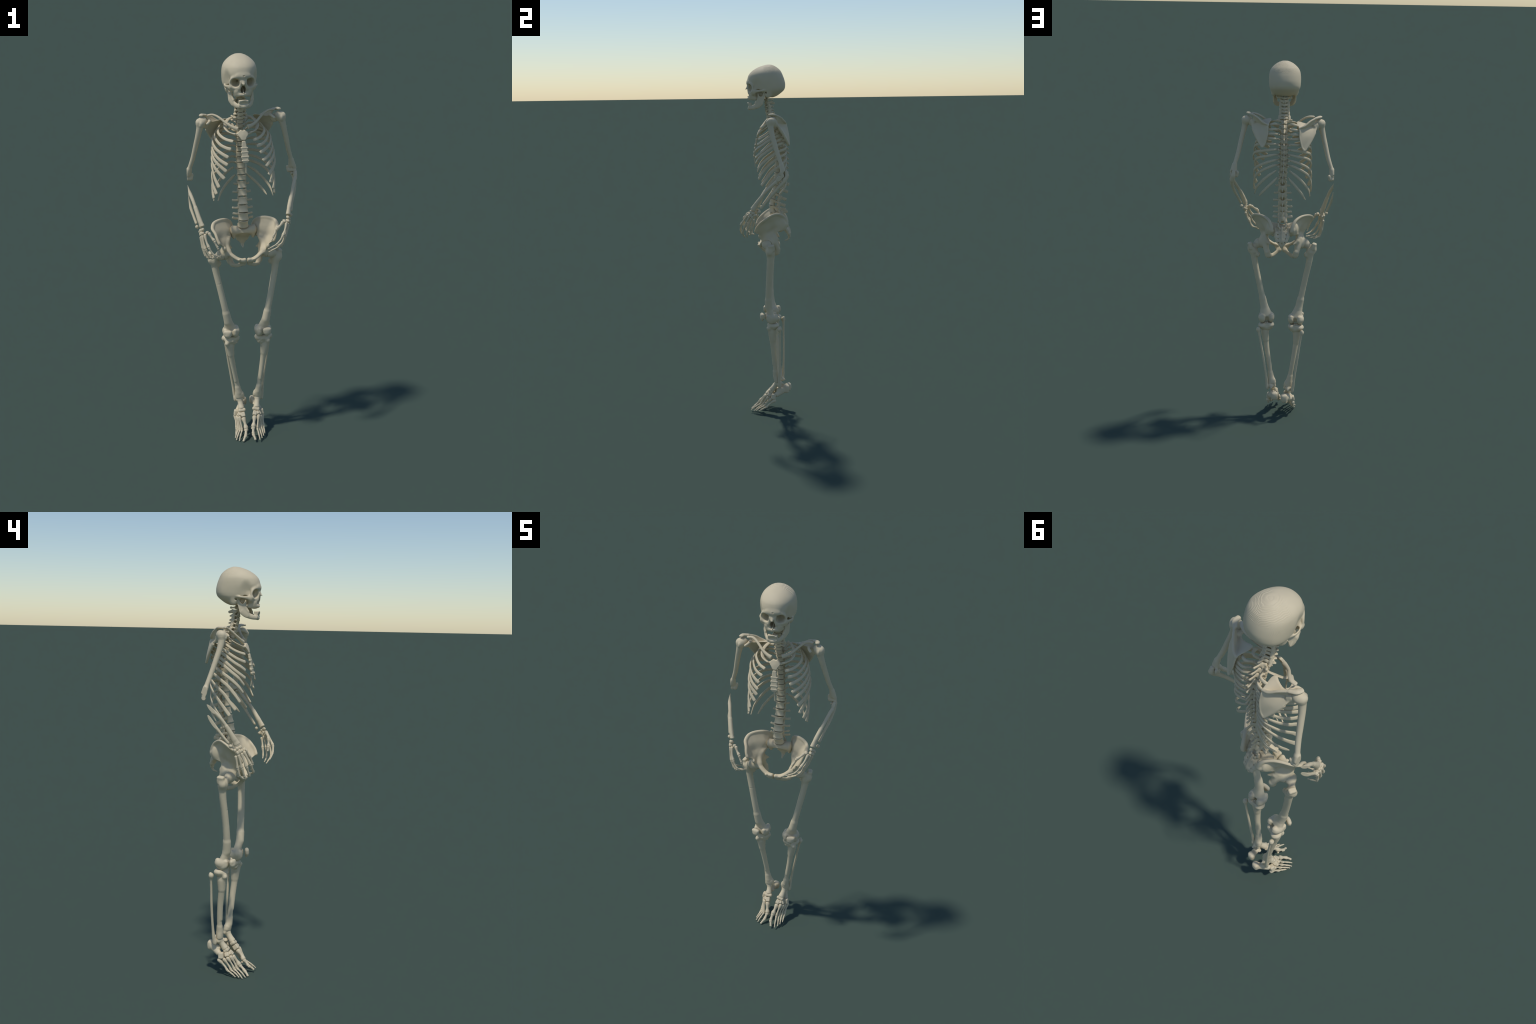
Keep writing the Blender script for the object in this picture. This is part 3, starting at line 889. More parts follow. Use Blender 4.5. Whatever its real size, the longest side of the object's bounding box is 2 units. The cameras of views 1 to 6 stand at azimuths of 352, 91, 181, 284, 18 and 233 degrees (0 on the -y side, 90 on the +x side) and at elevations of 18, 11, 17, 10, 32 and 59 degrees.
# first rib: short, broad and flat
for s in (1, -1):
    pts = [(0.017, 0.052, 1.688), (0.030, 0.066, 1.694), (0.044, 0.066, 1.696), (0.064, 0.050, 1.687), (0.078, 0.022, 1.664), (0.069, -0.004, 1.644), (0.050, -0.018, 1.634), (0.034, -0.025, 1.629)]
    v, q = rib_mesh(pts, ([0, 0.3, 0.6, 0.85, 1], np.array([(0.6, 0.5, 0.5), (0.3, 0.8, 0.5), (1, 0.3, 0.45), (0.5, -0.8, 0.35), (0.1, -0.75, 0.6)], float)),
                    ([0, 0.15, 0.4, 0.8, 0.92, 1], [0.0045, 0.0045, 0.0085, 0.0088, 0.0080, 0.0095]), ([0, 0.4, 0.85, 1], [0.0035, 0.0030, 0.0036, 0.0055]))
    m = mirror(s, 0, 0, 0.002 if s > 0 else -0.002)
    place("rib", m(v), q[:, ::-1] if s > 0 else q)


def breastbone():
    out = []
    dn = unit(V(0.002, -0.015, -0.045))
    b = Bone(0.0013)
    f = thin_plate([(-0.03, 1.63, -0.029), (0.03, 1.63, -0.029), (0, 1.648, -0.026), (0, 1.603, -0.041), (0, 1.625, -0.036)])
    b.plate((0, 2, 1), [(0.002, 1.6455), (0.012, 1.648), (0.020, 1.641), (0.027, 1.632), (0.024, 1.624), (0.016, 1.614), (0.011, 1.604), (0.001, 1.602),
                        (-0.010, 1.604), (-0.016, 1.614), (-0.024, 1.624), (-0.027, 1.632), (-0.020, 1.641), (-0.010, 1.648)], f, 0.0058, 0.003, 0.003)
    for s in (-1, 1):
        b.cut_ell((s * 0.021, -0.030, 1.649), (0.009, 0.010, 0.007), 0.003)
        b.ell((s * 0.030, -0.027, 1.629), (0.006, 0.005, 0.005), 0.004)
    out.append(("manubrium", b))
    b = Bone(0.0013)
    f = thin_plate([(-0.02, 1.59, -0.046), (0.02, 1.59, -0.046), (0, 1.50, -0.060), (0.018, 1.54, -0.0545), (-0.018, 1.54, -0.0545)])
    edge_r = [(0.009, 1.5975), (0.0105, 1.589), (0.0125, 1.580), (0.0120, 1.573), (0.0160, 1.566), (0.0150, 1.558), (0.0145, 1.553), (0.0185, 1.546), (0.0170, 1.539),
              (0.0165, 1.533), (0.0200, 1.526), (0.0185, 1.518), (0.0150, 1.512), (0.0160, 1.506), (0.0140, 1.499)]
    loop = [(x - 0.001, z) for x, z in edge_r] + [(0.000, 1.4965)] + [(-x * 0.93 - 0.0005, z - 0.001) for x, z in edge_r[::-1]]
    b.plate((0, 2, 1), loop, f, 0.0050, 0.003, 0.0025)
    for z, y in ((1.566, -0.050), (1.546, -0.0535), (1.524, -0.057), (1.506, -0.0595)):
        b.tube([(-0.010, y - 0.0035, z), (0.010, y - 0.0035, z + 0.001)], 0.0022, 0.004)
        for s in (-1, 1):
            b.ell((s * 0.0145, y - 0.001, z), (0.004, 0.005, 0.0035), 0.003)
    out.append(("sternum_body", b))
    b = Bone(0.0012)
    b.tube([(0.001, -0.058, 1.490), (0.001, -0.0565, 1.470), (0, -0.054, 1.444)], [(0.0045, 0.0026), (0.0042, 0.0024), (0.0048, 0.0022)], 0.003, ref=(1, 0, 0))
    out.append(("xiphoid_process", b))
    return out


for nm, b in breastbone():
    lean = (lambda v: np.c_[v[:, 0] - 0.005 + (1.648 - v[:, 2]) * 0.045, v[:, 1], v[:, 2]])
    build(nm, b, None, lean)

# ------------------------------------------------------------------ shoulder girdle
CLAV = {1: [(0.022, -0.010, 1.659), (0.040, -0.004, 1.664), (0.064, 0.010, 1.676), (0.092, 0.030, 1.700), (0.120, 0.042, 1.721), (0.140, 0.041, 1.729), (0.158, 0.033, 1.731)],
        -1: [(-0.026, -0.020, 1.651), (-0.045, -0.016, 1.659), (-0.075, -0.004, 1.677), (-0.102, 0.014, 1.699), (-0.124, 0.028, 1.713), (-0.142, 0.034, 1.718), (-0.161, 0.031, 1.717)]}
for s, p in CLAV.items():
    b = Bone(0.0014)
    b.tube(p, [(0.0115, 0.0095), (0.0088, 0.008), (0.0066, 0.0066), (0.006, 0.0064), (0.0055, 0.0072), (0.0055, 0.0085), (0.0052, 0.0085)], 0.003, ref=(0, 0, 1), seg=30)
    b.half_space(p[0], unit(V(*p[0]) - V(*p[1])), 0.004)
    build("clavicle", b)


def scapula():
    b = Bone(0.0015)
    f = thin_plate([(0.064, 1.704, 0.064), (0.078, 1.685, 0.112), (0.079, 1.647, 0.128), (0.090, 1.605, 0.134), (0.108, 1.568, 0.133), (0.143, 1.618, 0.107),
                    (0.170, 1.675, 0.068), (0.120, 1.640, 0.112), (0.120, 1.690, 0.074), (0.145, 1.690, 0.062), (0.095, 1.697, 0.075), (0.100, 1.660, 0.112), (0.085, 1.700, 0.074)])

    def thick(u, v):
        # thick lateral border
        return 0.0022 + 0.003 * np.exp(-((u - np.interp(v, [1.57, 1.62, 1.68], [0.112, 0.143, 0.170])) / 0.012) ** 2)
    b.plate((0, 2, 1), [(0.064, 1.704), (0.072, 1.692), (0.078, 1.682), (0.080, 1.660), (0.080, 1.640), (0.085, 1.615), (0.094, 1.585), (0.104, 1.568),
                        (0.112, 1.568), (0.122, 1.582), (0.135, 1.603), (0.147, 1.627), (0.160, 1.652), (0.168, 1.672), (0.166, 1.696), (0.150, 1.700),
                        (0.125, 1.699), (0.100, 1.704), (0.080, 1.709), (0.068, 1.709)], f, thick, 0.004)
    # medial border bead
    b.tube([(0.079, 0.112, 1.684), (0.080, 0.122, 1.662), (0.081, 0.128, 1.640), (0.088, 0.133, 1.608), (0.098, 0.134, 1.580), (0.108, 0.132, 1.571)],
           [0.003, 0.0028, 0.0026, 0.0028, 0.0038, 0.0045], 0.004)
    b.tube([(0.112, 0.130, 1.573), (0.128, 0.118, 1.594), (0.145, 0.103, 1.623), (0.160, 0.083, 1.655)], [0.004, 0.0045, 0.005, 0.006], 0.005)
    # glenoid
    b.tube([(0.160, 0.064, 1.681), (0.170, 0.055, 1.688)], [(0.017, 0.009), (0.021, 0.012)], 0.006, ref=(0, 0, 1))
    b.cut_ell((0.197, 0.036, 1.696), (0.027, 0.027, 0.027), 0.002)
    # spine of the shoulder blade: a ledge that rises outward into the acromion
    for t in np.linspace(0, 1, 15):
        root = spline([(0.082, 0.110, 1.683), (0.105, 0.098, 1.684), (0.130, 0.077, 1.690), (0.150, 0.066, 1.697)], 15)[int(round(t * 14))]
        lip = spline([(0.080, 0.117, 1.683), (0.099, 0.113, 1.690), (0.115, 0.104, 1.700), (0.132, 0.092, 1.714), (0.150, 0.077, 1.723), (0.165, 0.064, 1.729)], 15)[int(round(t * 14))]
        b.tube([root, lip], [0.0030, 0.0034], 0.005)
    b.tube([(0.080, 0.116, 1.683), (0.099, 0.113, 1.690), (0.115, 0.104, 1.700), (0.132, 0.092, 1.714), (0.150, 0.077, 1.723), (0.165, 0.064, 1.729), (0.183, 0.047, 1.733)],
           [0.003, 0.0050, 0.0052, 0.0045, 0.0042, 0.0042, 0.005], 0.005)
    b.tube([(0.163, 0.062, 1.728), (0.183, 0.046, 1.733), (0.188, 0.028, 1.733)], [(0.0050, 0.009), (0.0058, 0.0115), (0.0050, 0.0100)], 0.006, ref=(0, 0, 1))
    # coracoid hook
    b.tube([(0.150, 0.058, 1.699), (0.146, 0.036, 1.705), (0.150, 0.021, 1.702), (0.160, 0.012, 1.695)], [0.008, 0.0075, 0.0065, 0.0065], 0.005)
    return b


sv, sq = scapula().mesh()
for s, dz, dx in ((1, 0, 0), (-1, -0.0155, 0.003)):
    m = mirror(s, dx, 0, dz)
    place("scapula", m(sv), sq[:, ::-1] if s < 0 else sq)


# ------------------------------------------------------------------ arms
def humerus(H, path, troch, lat, medk, pit=0.0085):
    """H: head centre, path: shaft points, troch: centre of the hinge, lat: sideways unit vector."""
    b = Bone(0.0015)
    s = np.sign(lat[0])
    b.ell(H + V(-s * 0.006, 0.004, 0.002), 0.0235, 0.004)
    b.ell(H + V(s * 0.012, -0.002, 0.001), (0.014, 0.017, 0.018), 0.006)
    b.ell(H + V(s * 0.002, -0.019, -0.006), (0.008, 0.008, 0.012), 0.005)
    b.cut_tube([H + V(s * 0.012, -0.024, 0.006), H + V(s * 0.012, -0.020, -0.030)], [0.0045, 0.003], 0.004)
    pts = [H + V(s * 0.002, -0.001, -0.004)] + path
    b.tube(pts, [0.021, 0.0165, 0.0138, 0.0125, 0.0112, 0.0108, (0.0125), 0.009][: len(pts)], 0.010, seg=30)
    up = unit(V(*path[-2]) - troch)
    ant = unit(np.cross(lat, up))
    if ant[1] > 0:
        ant = -ant
    # flared lower end
    b.tube([path[-2], (V(*path[-2]) + troch) / 2 + up * 0.004, troch + up * 0.012], [(0.012, 0.010), (0.018, 0.0085), (0.024, 0.0065)], 0.010, ref=lat)
    b.tube([troch - lat * 0.018, troch - lat * 0.009, troch, troch + lat * 0.012, troch + lat * 0.020], [0.0115, 0.0095, 0.0085, 0.0100, 0.009], 0.006)
    b.ell(troch - lat * medk + up * 0.014 - ant * 0.006, (0.0065, 0.0065, 0.009), 0.010)
    b.ell(troch + lat * 0.026 + up * 0.012, (0.006, 0.007, 0.010), 0.006)
    # pits for elbow point and coronoid
    b.cut_ell(troch + up * 0.016 - ant * 0.012, pit, 0.004)
    b.cut_ell(troch + up * 0.014 + ant * 0.012, pit * 0.75, 0.004)
    return b


def clip(b, side):
    return b.half_space((side * CLIP, 0, 0), (side, 0, 0), 0.0006)


hl = humerus(V(0.190, 0.038, 1.696), [V(0.198, 0.036, 1.672), V(0.206, 0.040, 1.640), V(0.219, 0.054, 1.585), V(0.234, 0.074, 1.520), V(0.250, 0.092, 1.465), V(0.256, 0.099, 1.438)],
             V(0.257, 0.098, 1.413), unit(V(0.95, -0.28, -0.05)), 0.0255)
build("humerus", clip(hl, 1))
hr = humerus(V(-0.196, 0.035, 1.683), [V(-0.204, 0.033, 1.659), V(-0.212, 0.037, 1.627), V(-0.226, 0.052, 1.570), V(-0.244, 0.072, 1.500), V(-0.263, 0.088, 1.445), V(-0.2695, 0.094, 1.423)],
             V(-0.2735, 0.094, 1.399), unit(V(-0.95, -0.28, -0.05)), 0.0255, 0.004)
build("humerus", clip(hr, -1))


def radius_bone(path, dist, out):
    b = Bone(0.0014)
    P = [V(*p) for p in path]
    ax = unit(P[1] - P[0])
    b.tube([P[0], P[0] + ax * 0.010], [0.0125, 0.012], 0.002)
    b.tube(P, [0.010, 0.0078, 0.0088, 0.0088, 0.0084, 0.0082, 0.0090][: len(P)], 0.004, seg=30)
    b.ell(P[0] + ax * 0.034 - out * 0.004, (0.008, 0.008, 0.010), 0.006)
    dn = unit(dist - P[-2])
    # broad lower end with styloid
    b.tube([P[-3] * 0.3 + P[-2] * 0.7, P[-2] * 0.4 + P[-1] * 0.6, P[-1] * 0.6 + dist * 0.4, dist], [(0.0085, 0.0080), (0.0115, 0.0088), (0.0145, 0.0102), (0.0165, 0.0118)], 0.008, ref=out)
    b.ell(dist + out * 0.011 + dn * 0.003, (0.006, 0.006, 0.008), 0.005)
    b.half_space(dist + dn * 0.005, dn, 0.004)
    b.cut_ell(dist + dn * 0.016, 0.015, 0.003)
    return b


def ulna_bone(path, dist, fwd, hinge):
    b = Bone(0.0014)
    P = [V(*p) for p in path]
    b.tube(P, [0.011, 0.0105, 0.0098, 0.0085, 0.0075, 0.0065, 0.0068][: len(P)], 0.004, seg=30)
    if hinge is not None:
        b.tube([hinge + V(0, 0.014, 0.020), hinge + V(0, 0.018, 0.006), P[1]], [0.010, 0.0115, 0.0115], 0.006)
        b.tube([P[1] + V(0, 0, 0.006), hinge + fwd * 0.014 + V(0, 0, -0.010)], [0.010, 0.006], 0.005)
        b.cut_ell(hinge, (0.018, 0.0112, 0.0112), 0.002)
    dn = unit(dist - P[-2])
    b.ell(dist - dn * 0.004, 0.0088, 0.004)
    b.tube([dist - dn * 0.004 + V(0, 0.004, 0), dist + dn * 0.007 + V(0, 0.005, 0)], [0.004, 0.0025], 0.003)
    return b


# left forearm
RADL = [(0.269, 0.081, 1.402), (0.265, 0.068, 1.388), (0.258, 0.052, 1.372), (0.247, 0.027, 1.347), (0.236, 0.002, 1.321), (0.224, -0.020, 1.293), (0.213, -0.043, 1.261)]
build("radius", clip(radius_bone(RADL, V(0.204, -0.064, 1.229), unit(V(-0.5, -0.85, 0.1))), 1))
ULNL = [(0.256, 0.118, 1.412), (0.263, 0.106, 1.388), (0.264, 0.089, 1.367), (0.260, 0.065, 1.340), (0.252, 0.040, 1.310), (0.238, 0.012, 1.275), (0.226, -0.020, 1.238)]
build("ulna", clip(ulna_bone(ULNL, V(0.221, -0.034, 1.213), unit(V(-0.1, -0.9, -0.2)), V(0.253, 0.100, 1.413)), 1))
# right forearm; its upper part lies beyond the cutting plane
RADR = [(-0.289, 0.100, 1.398), (-0.284, 0.082, 1.378), (-0.275, 0.058, 1.353), (-0.264, 0.036, 1.330), (-0.255, 0.014, 1.306), (-0.241, -0.017, 1.258), (-0.229, -0.040, 1.214)]
build("radius", clip(radius_bone(RADR, V(-0.222, -0.051, 1.193), unit(V(0.5, -0.85, 0.1))), -1))
ULNR = [(-0.300, 0.118, 1.392), (-0.294, 0.098, 1.362), (-0.284, 0.074, 1.326), (-0.276, 0.056, 1.299), (-0.268, 0.034, 1.268), (-0.257, 0.007, 1.231), (-0.247, -0.016, 1.200)]
build("ulna", clip(ulna_bone(ULNR, V(-0.244, -0.031, 1.181), unit(V(0.1, -0.9, -0.2)), None), -1))


def finger_bone(a, b_, rb, rs, rh, flat=0.85, back=None):
    a, b_ = V(*a), V(*b_)
    t = unit(b_ - a)
    L = np.linalg.norm(b_ - a)
    g = min(0.0011, L * 0.06)
    a, b_ = a + t * (g + rb * 0.3), b_ - t * (g + rh * 0.5)
    bow = (back if back is not None else V(0, 0, 0)) * L * 0.035
    pts = [a, a * 0.85 + b_ * 0.15 + bow * 0.5, a * 0.6 + b_ * 0.4 + bow, a * 0.3 + b_ * 0.7 + bow, a * 0.1 + b_ * 0.9 + bow * 0.3, b_]
    rad = np.array([rb, rb * 0.85, rs, rs, rh * 0.88, rh])
    bo = Bone(0.0009)
    ref = back if back is not None else V(0, 0, 1)
    bo.tube(pts, np.c_[rad * flat, rad], 0.002, ref=ref, seg=14)
    return bo


def hand(side, W, U, mc, fingers, back):
    """W: wrist end of the radius, U: of the ulna, mc: bases, fingers: joints per digit."""
    back = unit(back)
    cb = {k: V(*v) for k, v in mc.items()}
    dist = unit((cb[2] + cb[3] + cb[5]) / 3 - (W * 0.6 + U * 0.4))
    rad = unit(cb[2] - cb[5])
    pal = -back
    R = np.stack([rad, dist, back])
    w = (W * 0.62 + U * 0.38)
    gapv = (cb[3] - w)
    L = np.linalg.norm(gapv)

    def at(r, d, p=0.0):
        base = w * (1 - d) + (cb[3] * (1 - d * 0) * d)
        return base + rad * r + back * p
    bones = [(at(0.012, 0.33, 0.000), (0.009, 0.0065, 0.0068)),   # scaphoid
             (at(-0.002, 0.30, 0.001), (0.0068, 0.0065, 0.0075)),  # lunate
             (at(-0.015, 0.38, 0.000), (0.0065, 0.0065, 0.0065)),  # triquetrum
             (at(-0.017, 0.40, -0.011), (0.0055, 0.006, 0.005)),   # pisiform
             (cb[1] * 0.70 + at(0.013, 0.55) * 0.30, (0.0075, 0.0070, 0.0075)),  # trapezium
             (at(0.009, 0.76, 0.001), (0.0055, 0.0060, 0.0068)),   # trapezoid
             (at(-0.001, 0.70, 0.001), (0.0062, 0.0092, 0.0080)),  # capitate
             (at(-0.012, 0.74, 0.000), (0.0068, 0.0080, 0.0078))]  # hamate
    for c, r in bones:
        b = Bone(0.0009)
        r = np.array(r) * 1.10
        b.ell(c, r, 0.002, R)
        b.slab(c, r * 0.86, 0.004, R, 0.003)
        build("carpal_bone", b)
    for d in range(1, 6):
        J = [V(*p) for p in fingers[d]]
        base = cb[d]
        big = {1: 1.12, 2: 1.05, 3: 1.05, 4: 0.97, 5: 0.92}[d]
        m = build("metacarpal", finger_bone(base, J[0], 0.0080 * big, 0.0052 * big, 0.0078 * big, 0.95, back), None)
        prev = J[0]
        sizes = [(0.0074, 0.0050, 0.0060), (0.0060, 0.0041, 0.0048), (0.0046, 0.0028, 0.0034)]
        if d == 1:
            sizes = [(0.0076, 0.0050, 0.0062), (0.0062, 0.0036, 0.0040)]
        for j, sz in zip(J[1:], sizes):
            build("finger_phalanx", finger_bone(prev, j, *(np.array(sz) * big), 0.85, back), m)
            prev = j


def mid(a, b_, t, off=(0, 0, 0)):
    return V(*a) * (1 - t) + V(*b_) * t + V(*off)


hand(-1, V(-0.218, -0.056, 1.187), V(-0.243, -0.034, 1.178),
     {1: (-0.191, -0.083, 1.163), 2: (-0.212, -0.083, 1.157), 3: (-0.222, -0.074, 1.151), 4: (-0.228, -0.062, 1.144), 5: (-0.230, -0.050, 1.137)},
     {1: [(-0.168, -0.101, 1.128), (-0.153, -0.109, 1.094), (-0.143, -0.103, 1.062)],
      2: [(-0.197, -0.111, 1.098), (-0.171, -0.120, 1.058), mid((-0.171, -0.120, 1.058), (-0.137, -0.092, 1.046), 0.58, (0, -0.002, -0.003)), (-0.137, -0.091, 1.046)],
      3: [(-0.212, -0.096, 1.087), (-0.187, -0.105, 1.042), mid((-0.187, -0.105, 1.042), (-0.135, -0.077, 1.037), 0.58, (0, -0.002, -0.003)), (-0.136, -0.077, 1.037)],
      4: [(-0.219, -0.077, 1.082), (-0.203, -0.086, 1.037), mid((-0.203, -0.086, 1.037), (-0.150, -0.068, 1.032), 0.58, (0, 0, -0.003)), (-0.151, -0.068, 1.032)],
      5: [(-0.223, -0.058, 1.080), (-0.213, -0.066, 1.042), mid((-0.213, -0.066, 1.042), (-0.176, -0.047, 1.033), 0.58, (0, 0, -0.002)), (-0.176, -0.046, 1.033)]},
     V(-0.86, -0.35, 0.1))
hand(1, V(0.200, -0.069, 1.224), V(0.219, -0.038, 1.209),
     {1: (0.171, -0.096, 1.200), 2: (0.189, -0.093, 1.196), 3: (0.198, -0.084, 1.189), 4: (0.202, -0.074, 1.180), 5: (0.202, -0.063, 1.171)},
     {1: [(0.138, -0.116, 1.174), (0.121, -0.117, 1.140), (0.110, -0.119, 1.116)],
      2: [(0.164, -0.132, 1.141), (0.138, -0.138, 1.106), mid((0.138, -0.138, 1.106), (0.087, -0.135, 1.079), 0.58, (0, 0, -0.002)), (0.088, -0.135, 1.079)],
      3: [(0.176, -0.114, 1.128), (0.150, -0.127, 1.090), mid((0.150, -0.127, 1.090), (0.093, -0.116, 1.058), 0.58, (0, 0, -0.002)), (0.094, -0.116, 1.058)],
      4: [(0.181, -0.094, 1.122), (0.164, -0.102, 1.083), mid((0.164, -0.102, 1.083), (0.110, -0.102, 1.062), 0.58, (0, 0, -0.002)), (0.110, -0.102, 1.062)],
      5: [(0.182, -0.075, 1.120), (0.165, -0.082, 1.086), mid((0.165, -0.082, 1.086), (0.124, -0.090, 1.078), 0.58, (0, 0, -0.002)), (0.124, -0.090, 1.078)]},
     V(0.86, -0.35, 0.2))


# ------------------------------------------------------------------ legs
def knee_frame(K, lat, up):
    lat = unit(lat)
    up = unit(np.asarray(up) - lat * (np.asarray(up) @ lat))
    ant = np.cross(lat, up)
    if ant[1] > 0:
        ant = -ant
    return lat, up, ant


def femur(H, GT, LT, path, K, lat, notch=None):
    b = Bone(0.0016)
    s = np.sign(lat[0])
    lat, up, ant = knee_frame(K, lat, V(*path[-1]) - K)
    b.ell(H, 0.0268, 0.003)
    nb = V(*path[0])
    b.tube([H, H * 0.45 + GT * 0.55 + V(0, -0.003, -0.010), nb], [(0.019, 0.018), (0.0165, 0.0130), (0.020, 0.016)], 0.010, ref=(0, 0, 1))
    b.ell(H * 0.30 + GT * 0.70 + V(0, 0.000, -0.022), (0.020, 0.016, 0.024), 0.012)
    tr = np.stack([unit(V(s, 0.25, -0.25)), unit(V(-0.25 * s, 1, 0.1)), unit(np.cross(unit(V(s, 0.25, -0.25)), unit(V(-0.25 * s, 1, 0.1))))])
    b.slab(GT + V(-s * 0.001, 0.003, 0.003), (0.0125, 0.0175, 0.0200), 0.008, tr, 0.0075)
    b.ell(GT + V(s * 0.003, -0.006, -0.018), (0.012, 0.015, 0.018), 0.012)
    b.cut_ell(GT + V(-s * 0.018, 0.012, 0.008), (0.008, 0.008, 0.012), 0.006)
    b.tube([GT + V(-s * 0.006, 0.012, 0.000), LT + V(s * 0.008, -0.002, 0.006)], [0.007, 0.008], 0.012)
    b.ell(LT + V(s * 0.006, -0.001, 0), (0.008, 0.009, 0.012), 0.012)
    pts = [nb] + [V(*p) for p in path[1:]]
    b.tube(pts, [0.0195, 0.0168, 0.0158, 0.0160, 0.0168, 0.0178][: len(pts)], 0.012, seg=30)
    # linea aspera
    b.tube([p - ant * 0.0130 for p in pts[1:-1]], 0.005, 0.010)
    # flare, spreading inward from well above the knee
    a, c = pts[-2], pts[-1]
    b.tube([a, c - lat * 0.001, c * 0.55 + K * 0.45 + up * 0.008, c * 0.25 + K * 0.75 + up * 0.004, K + up * 0.010],
           [(0.0168, 0.0165), (0.0195, 0.0178), (0.0265, 0.0190), (0.0345, 0.0200), (0.0385, 0.0210)], 0.012, ref=lat)
    # condyles: rolled ridges front to back
    for sd, dz in ((1, 0.000), (-1, 0.001)):
        c = K + lat * sd * 0.0245
        b.tube([c + ant * 0.020 + up * 0.022, c + ant * 0.0235 + up * 0.004, c + ant * 0.012 - up * (0.009 + dz), c - ant * 0.008 - up * (0.010 + dz), c - ant * 0.021 - up * 0.002, c - ant * 0.024 + up * 0.010],
               [0.0105, 0.0120, 0.0145, 0.0150, 0.0145, 0.0125], 0.008)
        b.ell(c + lat * sd * 0.008 + up * 0.006 - ant * 0.002, (0.013, 0.022, 0.017), 0.012)
    b.ell(K + ant * 0.010 + up * 0.006, (0.030, 0.022, 0.022), 0.010)
    b.cut_tube([K + ant * 0.040 + up * 0.030, K + ant * 0.0365, K + ant * 0.030 - up * 0.022], [0.008, 0.0095, 0.009], 0.010)
    b.cut_tube([K - ant * 0.042 + up * 0.006, K - ant * 0.016 - up * 0.006, K - ant * 0.002 - up * 0.026], [0.0105, 0.0095, 0.0085], 0.005)
    if notch is not None:
        # hairline step around the shaft
        t = unit(V(*path[3]) - V(*path[1]))
        b.cut_slab(notch + V(0.006, -0.014, 0), (0.014, 0.012, 0.0009), 0.002, rnd=0.0006)
        b.tube([notch - t * 0.010, notch + t * 0.010], [0.0145, 0.0145], 0.001)
    return b


def patella(c, lat, ant):
    b = Bone(0.0013)
    up = np.cross(lat, ant)
    if up[2] < 0:
        up = -up
    R = np.stack([lat, ant, up])
    b.ell(c + up * 0.002, (0.0215, 0.0120, 0.0195), 0.003, R)
    b.tube([c - up * 0.008, c - up * 0.0235 - ant * 0.003], [(0.014, 0.008), (0.004, 0.004)], 0.008, ref=lat)
    b.tube([c + lat * 0.013 + up * 0.011, c - lat * 0.013 + up * 0.011], [0.0085, 0.0085], 0.006)
    b.cut_slab(c - ant * 0.0150, (0.03, 0.005, 0.03), 0.003, R)
    return b


def tibia(K, lat, up, tub, path, A, med):
    """K: centre of the plateau, tub: front tubercle, A: ankle, med: inner ankle knob."""
    b = Bone(0.0016)
    lat, up, ant = knee_frame(K, lat, up)
    R = np.stack([lat, ant, up])
    pts = [K - up * 0.026] + [V(*p) for p in path]
    for sd in (-1, 1):
        b.ell(K + lat * sd * 0.0215 - up * 0.013 - ant * 0.003, (0.0235, 0.0255, 0.0150), 0.010, R)
    # head narrowing into the shaft
    b.tube([K - up * 0.010, K - up * 0.022, K * 0.55 + pts[1] * 0.45, pts[1], pts[2]], [(0.040, 0.025), (0.0375, 0.024), (0.029, 0.022), (0.0225, 0.021), (0.0165, 0.0175)], 0.008, ref=lat)
    b.half_space(K + up * 0.001, up, 0.004)
    for sd in (-1, 1):
        b.ell(K + lat * sd * 0.006 + up * 0.000 - ant * 0.003, (0.0035, 0.007, 0.0075), 0.004, R)
        b.cut_ell(K + lat * sd * 0.023 + up * 0.0145, (0.019, 0.022, 0.0155), 0.003, R)
    b.cut_ell(K - ant * 0.036 - up * 0.008, (0.010, 0.012, 0.012), 0.008, R)
    b.tube([K + ant * 0.012 - up * 0.014, K * 0.45 + tub * 0.55 + ant * 0.002, tub - ant * 0.001], [(0.024, 0.010), (0.017, 0.011), (0.0100, 0.0105)], 0.012, ref=lat)
    b.tube(pts[1:], [0.0190, 0.0160, 0.0135, 0.0128, 0.0130, 0.0150][: len(pts) - 1], 0.008, seg=30)
    # shin crest
    b.tube([tub + V(0, 0.003, -0.004)] + [p + ant * 0.0090 for p in pts[2:5]], [0.008, 0.007, 0.006, 0.0055], 0.010)
    dn = unit(A - pts[-1])
    ml = unit(V(*med) - A)
    ml = unit(ml - dn * (ml @ dn))
    b.tube([pts[-2], pts[-1], A - dn * 0.012, A], [(0.0130, 0.0130), (0.0165, 0.0155), (0.0225, 0.0180), (0.0245, 0.0185)], 0.010, ref=ml)
    b.half_space(A + dn * 0.006, dn, 0.004)
    b.tube([A + ml * 0.014 - dn * 0.010, V(*med)], [(0.013, 0.0085), (0.0090, 0.0060)], 0.008, ref=(0, 1, 0))
    b.cut_ell(A + dn * 0.031 - ml * 0.004, (0.0175, 0.030, 0.026), 0.003)
    return b


def fibula(path):
    b = Bone(0.0014)
    P = [V(*p) for p in path]
    b.tube(P, [0.0095, 0.0065, 0.0058, 0.0062, 0.0062, 0.0065, 0.0085, 0.0085][: len(P)], 0.004, seg=36)
    b.ell(P[0] + V(0, 0, -0.003), (0.0115, 0.0125, 0.0130), 0.006)
    b.ell(P[0] + V(0, 0.004, 0.007), (0.006, 0.006, 0.007), 0.005)
    b.ell(P[-1] + V(0, 0.000, 0.008), (0.0085, 0.0115, 0.017), 0.006)
    return b


